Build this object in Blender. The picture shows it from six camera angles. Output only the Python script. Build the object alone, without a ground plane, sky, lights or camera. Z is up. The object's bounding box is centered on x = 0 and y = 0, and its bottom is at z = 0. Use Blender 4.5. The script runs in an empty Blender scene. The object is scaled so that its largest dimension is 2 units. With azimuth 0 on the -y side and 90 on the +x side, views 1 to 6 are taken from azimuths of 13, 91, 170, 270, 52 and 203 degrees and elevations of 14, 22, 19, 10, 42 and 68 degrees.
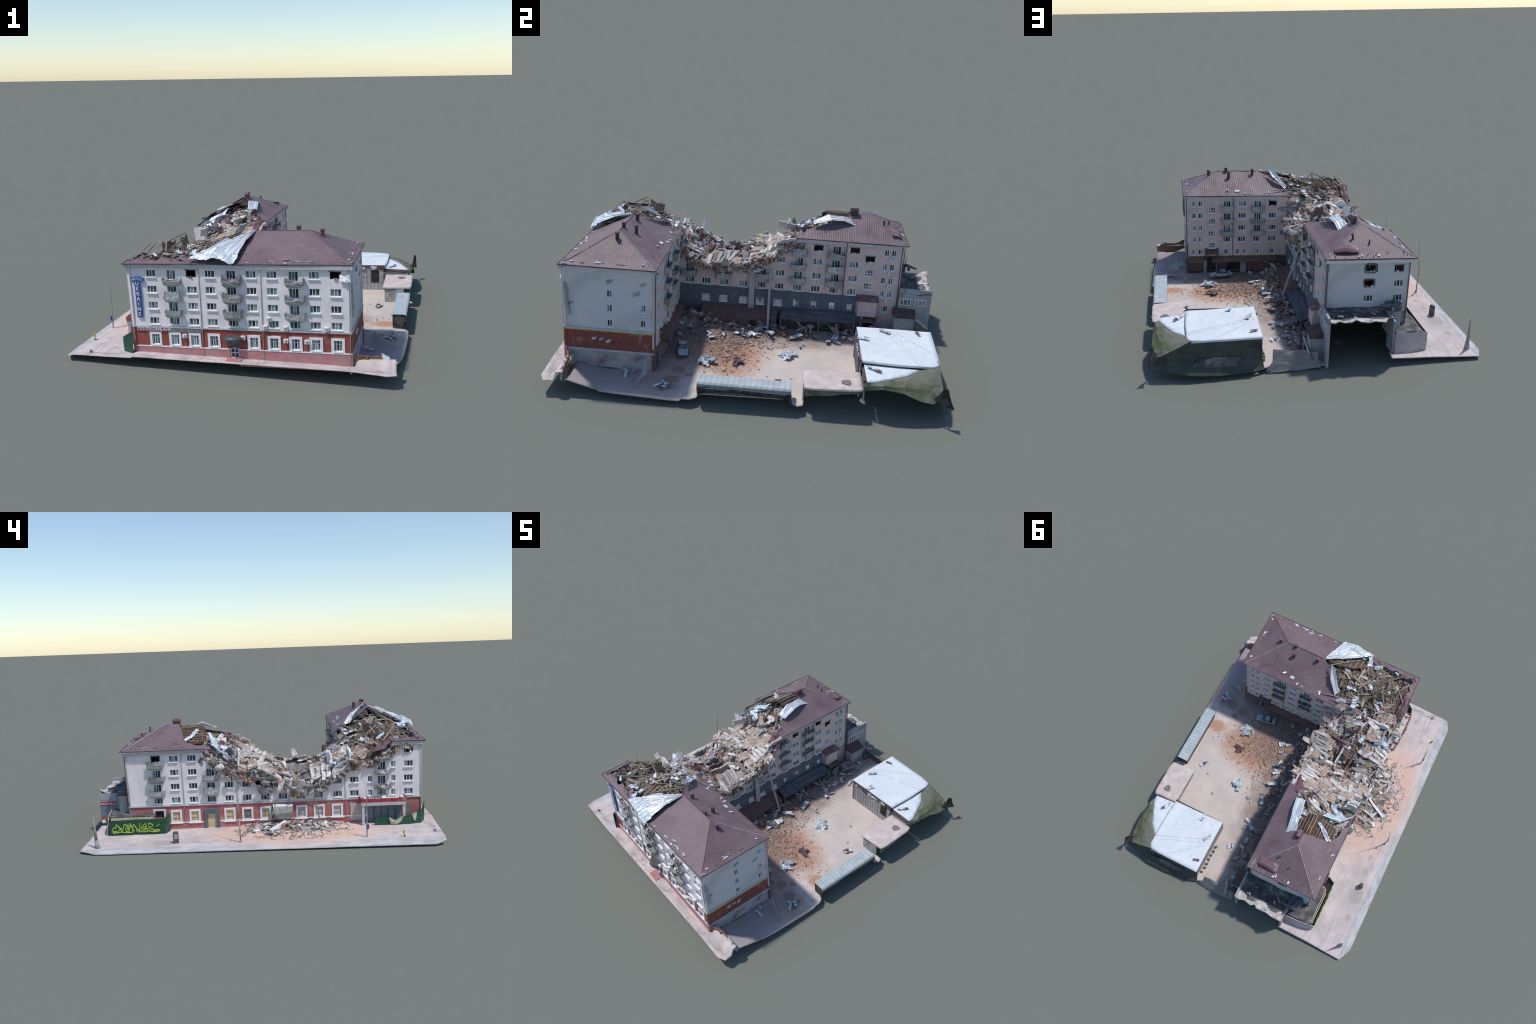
# A war-damaged five-storey hotel on its street corner, with courtyard, garages and rubble.
# Built in a levelled local frame (metres at model scale); the root empty carries the slight
# tilt and turn of the original survey.
import bpy, math, random
from mathutils import Vector, Matrix, Euler, noise
from mathutils.geometry import delaunay_2d_cdt

rnd = random.Random(7)
TILT = Euler((-0.010, -0.048, math.radians(-1.7)), 'XYZ')
ROOT_Z = 0.0

# ------------------------------------------------------------------ materials
class Mat:
    """Small helper for node graphs on object coordinates."""
    def __init__(self, name, rough=0.85, metallic=0.0, spec=0.3):
        m = bpy.data.materials.new(name); m.use_nodes = True
        self.m = m; self.t = m.node_tree; self.n = self.t.nodes
        self.b = self.n['Principled BSDF']
        self.b.inputs['Roughness'].default_value = rough
        self.b.inputs['Metallic'].default_value = metallic
        self.b.inputs['Specular IOR Level'].default_value = spec
        self.co = self.n.new('ShaderNodeTexCoord').outputs['Object']
    def link(self, a, b): self.t.links.new(a, b)
    def setin(self, sock, v):
        if hasattr(v, 'is_output'): self.link(v, sock)
        elif isinstance(v, (tuple, list)) and len(v) == 3 and sock.type == 'RGBA': sock.default_value = (*v, 1)
        else: sock.default_value = v
    def noise(self, scale, detail=4, rough=0.6, co=None, dist=0.0):
        n = self.n.new('ShaderNodeTexNoise')
        n.inputs['Scale'].default_value = scale; n.inputs['Detail'].default_value = detail
        n.inputs['Roughness'].default_value = rough; n.inputs['Distortion'].default_value = dist
        self.link(co or self.co, n.inputs['Vector']); return n.outputs['Fac']
    def voronoi(self, scale, feature='F1', out='Distance', co=None):
        n = self.n.new('ShaderNodeTexVoronoi'); n.feature = feature
        n.inputs['Scale'].default_value = scale
        self.link(co or self.co, n.inputs['Vector']); return n.outputs[out]
    def wave(self, scale, axis='X', dist=0.0):
        n = self.n.new('ShaderNodeTexWave'); n.bands_direction = axis
        n.inputs['Scale'].default_value = scale; n.inputs['Distortion'].default_value = dist
        self.link(self.co, n.inputs['Vector']); return n.outputs['Fac']
    def math(self, op, a, b=None, c=None):
        n = self.n.new('ShaderNodeMath'); n.operation = op
        for s, v in zip(n.inputs, (a, b, c)):
            if v is not None: self.setin(s, v)
        return n.outputs[0]
    def ramp(self, f, lo, hi):
        n = self.n.new('ShaderNodeMapRange'); n.interpolation_type = 'SMOOTHSTEP'
        self.setin(n.inputs['Value'], f); n.inputs['From Min'].default_value = lo
        n.inputs['From Max'].default_value = hi; return n.outputs['Result']
    def mix(self, f, a, b):
        n = self.n.new('ShaderNodeMix'); n.data_type = 'RGBA'
        self.setin(n.inputs['Factor'], f); self.setin(n.inputs[6], a); self.setin(n.inputs[7], b)
        return n.outputs[2]
    def scaled(self, sx, sy, sz, loc=(0, 0, 0)):
        n = self.n.new('ShaderNodeMapping'); n.inputs['Scale'].default_value = (sx, sy, sz)
        n.inputs['Location'].default_value = loc
        self.link(self.co, n.inputs['Vector']); return n.outputs['Vector']
    def sep(self, axis):
        n = self.n.new('ShaderNodeSeparateXYZ'); self.link(self.co, n.inputs[0]); return n.outputs[axis]
    def rand(self): return self.n.new('ShaderNodeObjectInfo').outputs['Random']
    def blob(self, cx, cy, rx, ry, wob=0.5, scale=14, soft=0.25):
        """Mask 1 inside a noise-edged ellipse of the plan."""
        v = self.scaled(1 / rx, 1 / ry, 0, (-cx / rx, -cy / ry, 0))
        n = self.n.new('ShaderNodeVectorMath'); n.operation = 'LENGTH'; self.link(v, n.inputs[0])
        d = self.math('ADD', n.outputs['Value'], self.math('MULTIPLY', self.math('SUBTRACT', self.noise(scale, 6, 0.7), 0.5), wob * 2))
        return self.math('SUBTRACT', 1.0, self.ramp(d, 1 - soft, 1 + soft))
    def bump(self, h, strength=0.5, dist=0.002):
        n = self.n.new('ShaderNodeBump'); n.inputs['Strength'].default_value = strength
        n.inputs['Distance'].default_value = dist; self.link(h, n.inputs['Height'])
        self.link(n.outputs['Normal'], self.b.inputs['Normal']); return self
    def color(self, c): self.setin(self.b.inputs['Base Color'], c); return self

def speckled(name, a, b, scale=40, c=None, cscale=9, rough=0.85, bump=0.3, vary=0.0, metallic=0.0, lo=0.35, hi=0.65, bdist=0.0015):
    k = Mat(name, rough, metallic)
    col = k.mix(k.ramp(k.noise(scale, 6, 0.65), lo, hi), a, b)
    if c: col = k.mix(k.ramp(k.noise(cscale, 5, 0.7), 0.52, 0.7), col, c)
    if vary:
        r = k.math('MULTIPLY_ADD', k.rand(), vary * 2, 1 - vary)
        h = k.n.new('ShaderNodeHueSaturation'); k.link(col, h.inputs['Color']); k.link(r, h.inputs['Value']); col = h.outputs[0]
    k.color(col)
    if bump: k.bump(k.noise(scale * 3, 5, 0.7), bump, bdist)
    return k.m

def make_materials():
    M = {}
    # rendered walls
    k = Mat('pale_plaster')
    base = k.mix(k.ramp(k.noise(7, 5, 0.6), 0.35, 0.7), (0.79, 0.735, 0.75), (0.66, 0.615, 0.63))
    streak = k.noise(1, 5, 0.7, k.scaled(45, 45, 5))
    base = k.mix(k.math('MULTIPLY', k.ramp(streak, 0.50, 0.72), 0.6), base, (0.52, 0.47, 0.475))
    spot = k.ramp(k.noise(22, 7, 0.78), 0.62, 0.72)
    k.color(k.mix(k.math('MULTIPLY', spot, 0.45), base, (0.42, 0.38, 0.36))).bump(k.noise(220, 4), 0.25, 0.001)
    M['plaster'] = k.m
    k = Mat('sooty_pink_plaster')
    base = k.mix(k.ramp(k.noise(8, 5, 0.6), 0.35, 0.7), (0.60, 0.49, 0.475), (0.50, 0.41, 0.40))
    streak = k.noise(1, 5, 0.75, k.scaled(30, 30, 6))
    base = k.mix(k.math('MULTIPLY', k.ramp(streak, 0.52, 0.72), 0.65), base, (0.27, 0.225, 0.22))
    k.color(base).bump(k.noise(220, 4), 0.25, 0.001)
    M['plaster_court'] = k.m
    k = Mat('grey_end_plaster')
    base = k.mix(k.ramp(k.noise(3, 4, 0.5, dist=1.2), 0.4, 0.62), (0.60, 0.585, 0.605), (0.50, 0.485, 0.50))
    base = k.mix(k.math('MULTIPLY', k.ramp(k.noise(9, 6, 0.75, dist=0.6), 0.6, 0.74), 0.5), base, (0.33, 0.32, 0.33))
    k.color(base).bump(k.noise(60, 4), 0.2, 0.002)
    M['plaster_end'] = k.m
    M['red'] = speckled('brick_red_paint', (0.31, 0.078, 0.062), (0.25, 0.065, 0.053), 25, (0.33, 0.14, 0.12), 7)
    M['red_street'] = speckled('faded_red_paint', (0.42, 0.15, 0.15), (0.36, 0.115, 0.11), 25, (0.52, 0.29, 0.28), 6)
    M['red_end'] = speckled('smeared_red_paint', (0.25, 0.075, 0.06), (0.19, 0.062, 0.052), 25, (0.36, 0.32, 0.31), 9)
    M['pink'] = speckled('pink_plinth', (0.47, 0.22, 0.225), (0.40, 0.18, 0.185), 30, (0.37, 0.24, 0.24), 8)
    M['grey_plinth'] = speckled('stained_plinth', (0.42, 0.40, 0.42), (0.33, 0.31, 0.33), 20, (0.24, 0.15, 0.15), 9)
    M['white_trim'] = speckled('white_trim', (0.80, 0.79, 0.80), (0.70, 0.69, 0.70), 40)
    M['grey_trim'] = speckled('grey_cornice', (0.52, 0.53, 0.55), (0.42, 0.43, 0.45), 40)
    M['slate'] = speckled('slate_blue_render', (0.115, 0.135, 0.17), (0.095, 0.11, 0.14), 12, (0.19, 0.19, 0.20), 11)
    M['frame'] = speckled('white_window_frame', (0.80, 0.83, 0.85), (0.70, 0.74, 0.77), 60, rough=0.5, bump=0)
    M['glass'] = speckled('dark_window_glass', (0.045, 0.06, 0.065), (0.10, 0.125, 0.13), 30, rough=0.12, bump=0, vary=0.5)
    M['curtain'] = speckled('curtained_glass', (0.26, 0.30, 0.30), (0.16, 0.19, 0.195), 50, rough=0.2, bump=0, vary=0.4)
    M['void'] = speckled('dark_interior', (0.022, 0.020, 0.020), (0.045, 0.038, 0.035), 30, bump=0)  # near-black colour paints the unlit depth behind openings onto flat plates
    M['plywood'] = speckled('plywood_board', (0.60, 0.47, 0.29), (0.52, 0.40, 0.25), 30, (0.42, 0.31, 0.19), 12)
    M['grey_board'] = speckled('grey_board', (0.52, 0.46, 0.45), (0.44, 0.39, 0.38), 30)
    M['dark_board'] = speckled('weathered_planks', (0.24, 0.22, 0.22), (0.15, 0.14, 0.14), 60)
    # roof tiles: pressed metal, seams down the slope and fine courses across it
    for key, axis, cross in (('roof_x', 'X', 'Y'), ('roof_y', 'Y', 'X')):
        k = Mat('pressed_roof_tile_' + ('long' if key == 'roof_x' else 'hip'), 0.55, 0.0, 0.4)
        base = k.mix(k.ramp(k.noise(6, 5, 0.65), 0.35, 0.68), (0.165, 0.112, 0.128), (0.21, 0.146, 0.162))
        seam = k.math('POWER', k.wave(25.0, axis), 3.0)
        course = k.math('POWER', k.wave(42.0, cross), 2.0)
        base = k.mix(k.math('MULTIPLY', seam, 0.28), base, (0.10, 0.06, 0.07))
        base = k.mix(k.math('MULTIPLY', course, 0.16), base, (0.09, 0.05, 0.06))
        worn = k.math('MULTIPLY', k.ramp(k.noise(11, 7, 0.75), 0.60, 0.72), k.ramp(k.noise(60, 4, 0.7), 0.42, 0.6))
        base = k.mix(k.math('MULTIPLY', worn, 0.6), base, (0.42, 0.34, 0.34))
        base = k.mix(k.math('MULTIPLY', k.ramp(k.noise(7, 7, 0.75, dist=0.8), 0.55, 0.68), 0.45), base, (0.085, 0.055, 0.062))
        k.color(base).bump(k.math('ADD', seam, k.math('MULTIPLY', course, 0.5)), 0.4, 0.0015)
        M[key] = k.m
    M['roof_scrap'] = speckled('torn_purple_sheet', (0.165, 0.095, 0.108), (0.12, 0.066, 0.078), 20, (0.34, 0.26, 0.25), 14, rough=0.6, vary=0.3)
    M['chimney'] = speckled('chimney_cladding', (0.10, 0.055, 0.062), (0.075, 0.042, 0.048), 30, rough=0.6)
    k = Mat('bright_sheet_metal', 0.42, 0.25)
    base = k.mix(k.ramp(k.noise(9, 5, 0.6), 0.35, 0.7), (0.68, 0.74, 0.80), (0.52, 0.58, 0.65))
    k.color(k.mix(k.math('MULTIPLY', k.ramp(k.noise(22, 6, 0.7), 0.6, 0.72), 0.5), base, (0.36, 0.37, 0.40))).bump(k.noise(25, 3), 0.3, 0.004)
    M['sheet'] = k.m
    M['scrap'] = speckled('scrap_metal', (0.60, 0.66, 0.72), (0.38, 0.42, 0.47), 25, (0.22, 0.21, 0.21), 16, rough=0.5, vary=0.35)
    M['rib'] = speckled('rusty_seam', (0.48, 0.40, 0.36), (0.36, 0.28, 0.24), 50)
    k = Mat('splintered_timber')
    grain = k.noise(1, 5, 0.7, k.scaled(6, 110, 110))
    col = k.mix(k.ramp(grain, 0.35, 0.65), (0.40, 0.31, 0.235), (0.20, 0.145, 0.105))
    h = k.n.new('ShaderNodeHueSaturation'); k.link(col, h.inputs['Color'])
    k.link(k.math('MULTIPLY_ADD', k.rand(), 1.0, 0.45), h.inputs['Value']); k.link(k.math('MULTIPLY_ADD', k.rand(), 0.45, 0.5), h.inputs['Saturation'])
    k.color(h.outputs[0]).bump(grain, 0.4, 0.001)
    M['timber'] = k.m
    M['boarding'] = speckled('dark_roof_boarding', (0.115, 0.075, 0.050), (0.055, 0.036, 0.026), 30, (0.19, 0.13, 0.09), 25)
    k = Mat('broken_concrete')
    col = k.mix(k.ramp(k.noise(30, 6, 0.7), 0.35, 0.65), (0.55, 0.51, 0.485), (0.31, 0.28, 0.265))
    col = k.mix(k.math('MULTIPLY', k.ramp(k.noise(12, 6, 0.75), 0.52, 0.64), 0.6), col, (0.38, 0.24, 0.175))
    h = k.n.new('ShaderNodeHueSaturation'); k.link(col, h.inputs['Color'])
    k.link(k.math('MULTIPLY_ADD', k.rand(), 1.15, 0.40), h.inputs['Value']); k.link(k.math('MULTIPLY_ADD', k.rand(), -0.5, 1.05), h.inputs['Saturation'])
    k.color(h.outputs[0]).bump(k.noise(90, 6, 0.75), 0.6, 0.003)
    M['concrete'] = k.m
    k = Mat('brick_rubble')
    cell = k.n.new('ShaderNodeTexVoronoi'); cell.inputs['Scale'].default_value = 85
    k.link(k.co, cell.inputs['Vector'])
    sx = k.n.new('ShaderNodeSeparateColor'); k.link(cell.outputs['Color'], sx.inputs[0])
    col = k.mix(k.ramp(sx.outputs[0], 0.3, 0.7), (0.45, 0.37, 0.325), (0.22, 0.175, 0.15))
    col = k.mix(k.ramp(sx.outputs[1], 0.72, 0.8), col, (0.66, 0.63, 0.61))
    brick = k.ramp(k.noise(9, 6, 0.75), 0.47, 0.60)
    col = k.mix(k.math('MULTIPLY', brick, 0.7), col, (0.40, 0.205, 0.13))
    k.color(k.mix(k.math('MULTIPLY', k.ramp(k.noise(40, 5, 0.7), 0.47, 0.60), 0.85), col, (0.065, 0.052, 0.047)))  # dark blotches draw shadowed crevices between the lumps
    k.bump(k.math('ADD', k.noise(60, 6, 0.75), cell.outputs['Distance']), 0.8, 0.004)
    M['rubble'] = k.m
    k = Mat('brick_dust_screed')
    col = k.mix(k.ramp(k.noise(14, 6, 0.7), 0.38, 0.62), (0.42, 0.28, 0.21), (0.50, 0.44, 0.40))
    col = k.mix(k.ramp(k.noise(45, 6, 0.75), 0.50, 0.63), col, (0.17, 0.125, 0.10))
    col = k.mix(k.math('MULTIPLY', k.ramp(k.noise(30, 5, 0.7), 0.60, 0.70), 0.8), col, (0.64, 0.61, 0.58))
    k.color(col).bump(k.noise(80, 6, 0.75), 0.8, 0.004)
    M['screed'] = k.m
    k = Mat('attic_debris')
    st = k.noise(1, 6, 0.75, k.scaled(18, 60, 40), dist=1.5)
    col = k.mix(k.ramp(st, 0.38, 0.62), (0.27, 0.20, 0.145), (0.075, 0.055, 0.042))
    col = k.mix(k.ramp(k.noise(28, 6, 0.75), 0.55, 0.66), col, (0.42, 0.37, 0.33))
    col = k.mix(k.ramp(k.noise(16, 6, 0.75), 0.55, 0.62), col, (0.022, 0.017, 0.015))  # black spots tinted in as shaded holes among the timbers
    k.color(col).bump(k.noise(60, 6, 0.75), 0.8, 0.004)
    M['attic'] = k.m
    M['brick'] = speckled('loose_brick', (0.46, 0.21, 0.13), (0.32, 0.13, 0.08), 40, (0.52, 0.44, 0.39), 12)
    M['dark_brick'] = speckled('soot_stained_brick', (0.21, 0.115, 0.10), (0.13, 0.085, 0.08), 60, (0.09, 0.085, 0.09), 15)
    M['balcony'] = speckled('balcony_concrete', (0.33, 0.335, 0.33), (0.22, 0.225, 0.22), 40, (0.46, 0.46, 0.45), 18, vary=0.2)
    M['rail'] = speckled('balcony_sheet', (0.43, 0.445, 0.445), (0.29, 0.30, 0.30), 40, (0.22, 0.22, 0.22), 20, vary=0.2)
    M['pipe'] = speckled('drainpipe', (0.52, 0.50, 0.52), (0.40, 0.38, 0.40), 30, rough=0.5)
    M['pipe_dark'] = speckled('rusty_drainpipe', (0.13, 0.085, 0.07), (0.09, 0.06, 0.05), 30, rough=0.6)
    M['white_roof'] = speckled('white_membrane_roof', (0.70, 0.74, 0.78), (0.63, 0.67, 0.72), 9, (0.58, 0.62, 0.66), 22, rough=0.7, bump=0.1)
    M['shed_metal'] = speckled('corrugated_shed_sheet', (0.42, 0.475, 0.50), (0.36, 0.41, 0.435), 15, (0.53, 0.52, 0.50), 14, rough=0.5)
    M['shed_roof'] = speckled('felt_shed_roof', (0.60, 0.505, 0.47), (0.52, 0.44, 0.42), 18, (0.66, 0.61, 0.59), 10)
    M['garage_wall'] = speckled('garage_grey_panel', (0.40, 0.40, 0.40), (0.31, 0.31, 0.32), 14, (0.24, 0.235, 0.23), 9)
    M['garage_fascia'] = speckled('rusty_fascia', (0.13, 0.085, 0.083), (0.085, 0.058, 0.058), 30)
    M['green_drape'] = speckled('overgrown_bank', (0.105, 0.12, 0.06), (0.19, 0.19, 0.15), 11, (0.055, 0.062, 0.050), 7, lo=0.4, hi=0.6)
    M['lean_to'] = speckled('sooty_lean_to_sheet', (0.12, 0.13, 0.15), (0.075, 0.082, 0.095), 14, (0.17, 0.13, 0.12), 12)
    M['gate'] = speckled('dusty_gate_wall', (0.28, 0.26, 0.25), (0.20, 0.19, 0.185), 12, (0.15, 0.145, 0.15), 8)
    M['dark_bank'] = speckled('dark_olive_wall', (0.055, 0.062, 0.054), (0.085, 0.092, 0.078), 9, (0.04, 0.042, 0.044), 7)
    M['charred'] = speckled('charred_flat_roof', (0.06, 0.06, 0.065), (0.13, 0.13, 0.135), 18, (0.30, 0.27, 0.25), 9)
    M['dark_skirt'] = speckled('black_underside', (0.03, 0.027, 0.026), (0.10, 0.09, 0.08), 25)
    M['annex_wall'] = speckled('annex_grey_render', (0.36, 0.37, 0.39), (0.29, 0.30, 0.32), 14, (0.20, 0.20, 0.21), 10)
    M['fence_green'] = speckled('green_fence_sheet', (0.022, 0.085, 0.05), (0.016, 0.065, 0.04), 20, (0.05, 0.09, 0.065), 14, rough=0.5)
    M['fence_drape'] = speckled('dirty_fence_cloth', (0.40, 0.41, 0.31), (0.29, 0.30, 0.21), 25)
    M['fence_brown'] = speckled('rusty_brown_fence', (0.26, 0.145, 0.09), (0.19, 0.105, 0.07), 20, (0.36, 0.28, 0.23), 10)
    M['graffiti'] = speckled('lime_spray_paint', (0.33, 0.46, 0.085), (0.20, 0.33, 0.07), 30, bump=0)
    M['blue_sign'] = speckled('blue_sign_board', (0.05, 0.10, 0.33), (0.04, 0.085, 0.27), 20, rough=0.5, bump=0)
    M['sign_letter'] = speckled('pale_sign_letter', (0.66, 0.68, 0.72), (0.58, 0.60, 0.64), 30, bump=0)
    M['red_sign'] = speckled('red_sign_board', (0.33, 0.045, 0.055), (0.24, 0.04, 0.045), 30, (0.36, 0.20, 0.19), 16, rough=0.6, bump=0)
    M['blue_shop'] = speckled('blue_grey_shop_front', (0.20, 0.24, 0.30), (0.13, 0.16, 0.20), 30, rough=0.3)
    M['metal_dark'] = speckled('dark_steel', (0.10, 0.10, 0.10), (0.06, 0.06, 0.06), 40, rough=0.5)
    M['pole'] = speckled('grey_pole', (0.36, 0.345, 0.34), (0.27, 0.26, 0.255), 30, rough=0.6)
    M['ac'] = speckled('air_conditioner', (0.72, 0.72, 0.71), (0.62, 0.62, 0.61), 40, bump=0)
    M['yellow'] = speckled('yellow_marker', (0.62, 0.47, 0.06), (0.5, 0.38, 0.05), 40, bump=0)
    M['car_paint'] = speckled('dusty_silver_paint', (0.42, 0.45, 0.48), (0.33, 0.35, 0.38), 60, rough=0.4, bump=0)
    M['tyre'] = speckled('tyre_rubber', (0.02, 0.02, 0.02), (0.035, 0.033, 0.03), 40)
    # paving of the street side
    k = Mat('dusty_pavement', 0.9)
    col = k.mix(k.ramp(k.noise(6, 6, 0.65), 0.35, 0.65), (0.64, 0.545, 0.53), (0.47, 0.415, 0.41))
    kerb = k.math('SUBTRACT', 1.0, k.ramp(k.math('ADD', k.sep(0), k.math('MULTIPLY', k.noise(8), 0.02)), -0.785, -0.765))
    col = k.mix(kerb, col, k.mix(k.ramp(k.noise(1, 5, 0.7, k.scaled(30, 7, 1)), 0.4, 0.6), (0.50, 0.495, 0.51), (0.36, 0.35, 0.36)))
    col = k.mix(k.math('MULTIPLY', k.blob(-0.62, -0.17, 0.19, 0.45, 0.35, 18, 0.35), 0.75), col, (0.66, 0.43, 0.335))
    col = k.mix(k.math('MULTIPLY', k.ramp(k.noise(1, 6, 0.7, k.scaled(45, 4, 1)), 0.50, 0.66), 0.55), col, (0.37, 0.33, 0.33))
    walk = k.math('SUBTRACT', 1.0, k.ramp(k.sep(1), -0.93, -0.90))
    stain = k.math('MULTIPLY', walk, k.ramp(k.noise(1, 6, 0.7, k.scaled(9, 26, 1)), 0.47, 0.62))
    col = k.mix(k.math('MULTIPLY', stain, 0.75), col, (0.31, 0.275, 0.268))
    for cx, cy, r in ((-0.73, 0.54, 0.045), (-0.74, 0.70, 0.02), (-0.72, 0.36, 0.018), (-0.71, 0.25, 0.016), (-0.70, -0.72, 0.015), (0.22, -0.945, 0.012), (-0.1, -0.95, 0.012), (-0.6, -0.85, 0.012)):
        col = k.mix(k.math('MULTIPLY', k.blob(cx, cy, r, r * 1.3, 0.4, 25), 0.45), col, (0.30, 0.27, 0.26))
    crack = k.ramp(k.noise(22, 8, 0.8, dist=1.0), 0.60, 0.70)
    k.color(k.mix(k.math('MULTIPLY', crack, 0.5), col, (0.30, 0.26, 0.25))).bump(k.noise(150, 5, 0.7), 0.35, 0.0015)
    M['pavement'] = k.m
    k = Mat('dusty_courtyard', 0.92)
    col = k.mix(k.ramp(k.noise(5, 6, 0.65), 0.35, 0.65), (0.61, 0.53, 0.485), (0.51, 0.46, 0.43))
    col = k.mix(k.math('MULTIPLY', k.ramp(k.noise(11, 8, 0.78), 0.56, 0.70), 0.4), col, (0.36, 0.31, 0.285))
    col = k.mix(k.blob(0.66, -0.68, 0.30, 0.30, 0.3, 6, 0.4), col, (0.34, 0.30, 0.31))
    col = k.mix(k.blob(0.55, -0.42, 0.35, 0.13, 0.45, 12, 0.4), col, (0.37, 0.29, 0.265))
    dust = k.math('MAXIMUM', k.blob(0.37, -0.13, 0.25, 0.17, 0.8, 13, 0.5), k.blob(0.72, -0.17, 0.06, 0.05, 0.9, 20, 0.4))
    col = k.mix(k.math('MULTIPLY', dust, 0.85), col, (0.44, 0.225, 0.135))
    near = k.math('MAXIMUM', k.blob(0.03, 0.10, 0.21, 0.66, 0.7, 11, 0.45), k.blob(0.20, -0.28, 0.30, 0.22, 0.8, 11, 0.5))
    col = k.mix(k.math('MULTIPLY', near, 0.85), col, (0.235, 0.17, 0.14))
    grit = k.ramp(k.noise(70, 5, 0.75), 0.60, 0.68)
    rough = k.math('MAXIMUM', dust, near)
    col = k.mix(k.math('MULTIPLY', k.math('MULTIPLY', grit, rough), 0.7), col, (0.56, 0.50, 0.46))
    grit2 = k.ramp(k.noise(45, 6, 0.75), 0.58, 0.66)
    col = k.mix(k.math('MULTIPLY', k.math('MULTIPLY', grit2, rough), 0.6), col, (0.16, 0.09, 0.06))
    for cx, cy, r in ((0.60, -0.36, 0.035), (0.64, -0.30, 0.022), (0.70, -0.38, 0.04), (0.44, 0.02, 0.014), (0.50, 0.32, 0.012), (0.60, 0.20, 0.010), (0.30, 0.80, 0.012)):
        col = k.mix(k.math('MULTIPLY', k.blob(cx, cy, r, r, 0.6, 30), 0.6), col, (0.20, 0.135, 0.115))
    k.color(col).bump(k.noise(120, 6, 0.75), 0.5, 0.002)
    M['courtyard'] = k.m
    return M

M = make_materials()

# ------------------------------------------------------------------ mesh helpers
class Build:
    """Accumulates faces of several materials into one mesh."""
    def __init__(self): self.v, self.f, self.mi, self.mats = [], [], [], []
    def mat(self, key):
        if key not in self.mats: self.mats.append(key)
        return self.mats.index(key)
    def add(self, verts, faces, key):
        o = len(self.v); self.v += [tuple(p) for p in verts]
        self.f += [tuple(i + o for i in q) for q in faces]; self.mi += [self.mat(key)] * len(faces); return self
    def box(self, c, s, key, rot=None, taper=1.0, jitter=0.0):
        hx, hy, hz = s[0] / 2, s[1] / 2, s[2] / 2; vs = []
        for z in (-1, 1):
            t = taper if z < 0 else 1.0
            for x, y in ((-1, -1), (1, -1), (1, 1), (-1, 1)):
                p = Vector((x * hx * t, y * hy * t, z * hz))
                if jitter: p += Vector((rnd.uniform(-1, 1), rnd.uniform(-1, 1), rnd.uniform(-1, 1))) * jitter
                if rot: p = rot @ p
                vs.append(p + Vector(c))
        return self.add(vs, [(3, 2, 1, 0), (4, 5, 6, 7), (0, 1, 5, 4), (1, 2, 6, 5), (2, 3, 7, 6), (3, 0, 4, 7)], key)
    def span(self, lo, hi, key):
        return self.box([(a + b) / 2 for a, b in zip(lo, hi)], [b - a for a, b in zip(lo, hi)], key)
    def rod(self, a, b, r0, r1, key, n=8):
        a, b = Vector(a), Vector(b); q = (b - a).to_track_quat('Z', 'Y'); vs = []
        for p, r in ((a, r0), (b, r1)):
            vs += [p + q @ Vector((r * math.cos(2 * math.pi * i / n), r * math.sin(2 * math.pi * i / n), 0)) for i in range(n)]
        fs = [(i, (i + 1) % n, n + (i + 1) % n, n + i) for i in range(n)] + [tuple(range(n - 1, -1, -1)), tuple(range(n, 2 * n))]
        return self.add(vs, fs, key)
    def mesh(self, name, smooth=False):
        me = bpy.data.meshes.new(name); me.from_pydata(self.v, [], self.f)
        for k in self.mats: me.materials.append(M[k])
        me.polygons.foreach_set('material_index', self.mi)
        me.polygons.foreach_set('use_smooth', [smooth] * len(self.f)); me.update(); return me
    def obj(self, name, parent=None, loc=(0, 0, 0), rot=(0, 0, 0), smooth=False, bevel=0.0):
        o = place(name, self.mesh(name, smooth), parent, loc, rot)
        if bevel:
            b = o.modifiers.new('bevel', 'BEVEL'); b.width = bevel; b.segments = 1; b.limit_method = 'ANGLE'
        return o

def place(name, mesh, parent=None, loc=(0, 0, 0), rot=(0, 0, 0), scale=(1, 1, 1)):
    o = bpy.data.objects.new(name, mesh); bpy.context.collection.objects.link(o)
    o.parent = parent; o.location = loc; o.rotation_euler = rot; o.scale = scale; return o

def inside(p, poly):
    x, y = p; r = False; j = len(poly) - 1
    for i in range(len(poly)):
        xi, yi = poly[i]; xj, yj = poly[j]
        if (yi > y) != (yj > y) and x < (xj - xi) * (y - yi) / (yj - yi) + xi: r = not r
        j = i
    return r

def lerp_table(tab, x):
    if x <= tab[0][0]: return tab[0][1]
    for (a, b), (c, d) in zip(tab, tab[1:]):
        if x <= c: return b + (d - b) * (x - a) / (c - a)
    return tab[-1][1]

def fract(x, y, z=0.0, octs=4): return noise.fractal(Vector((x, y, z)), 0.9, 2.1, octs)

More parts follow.
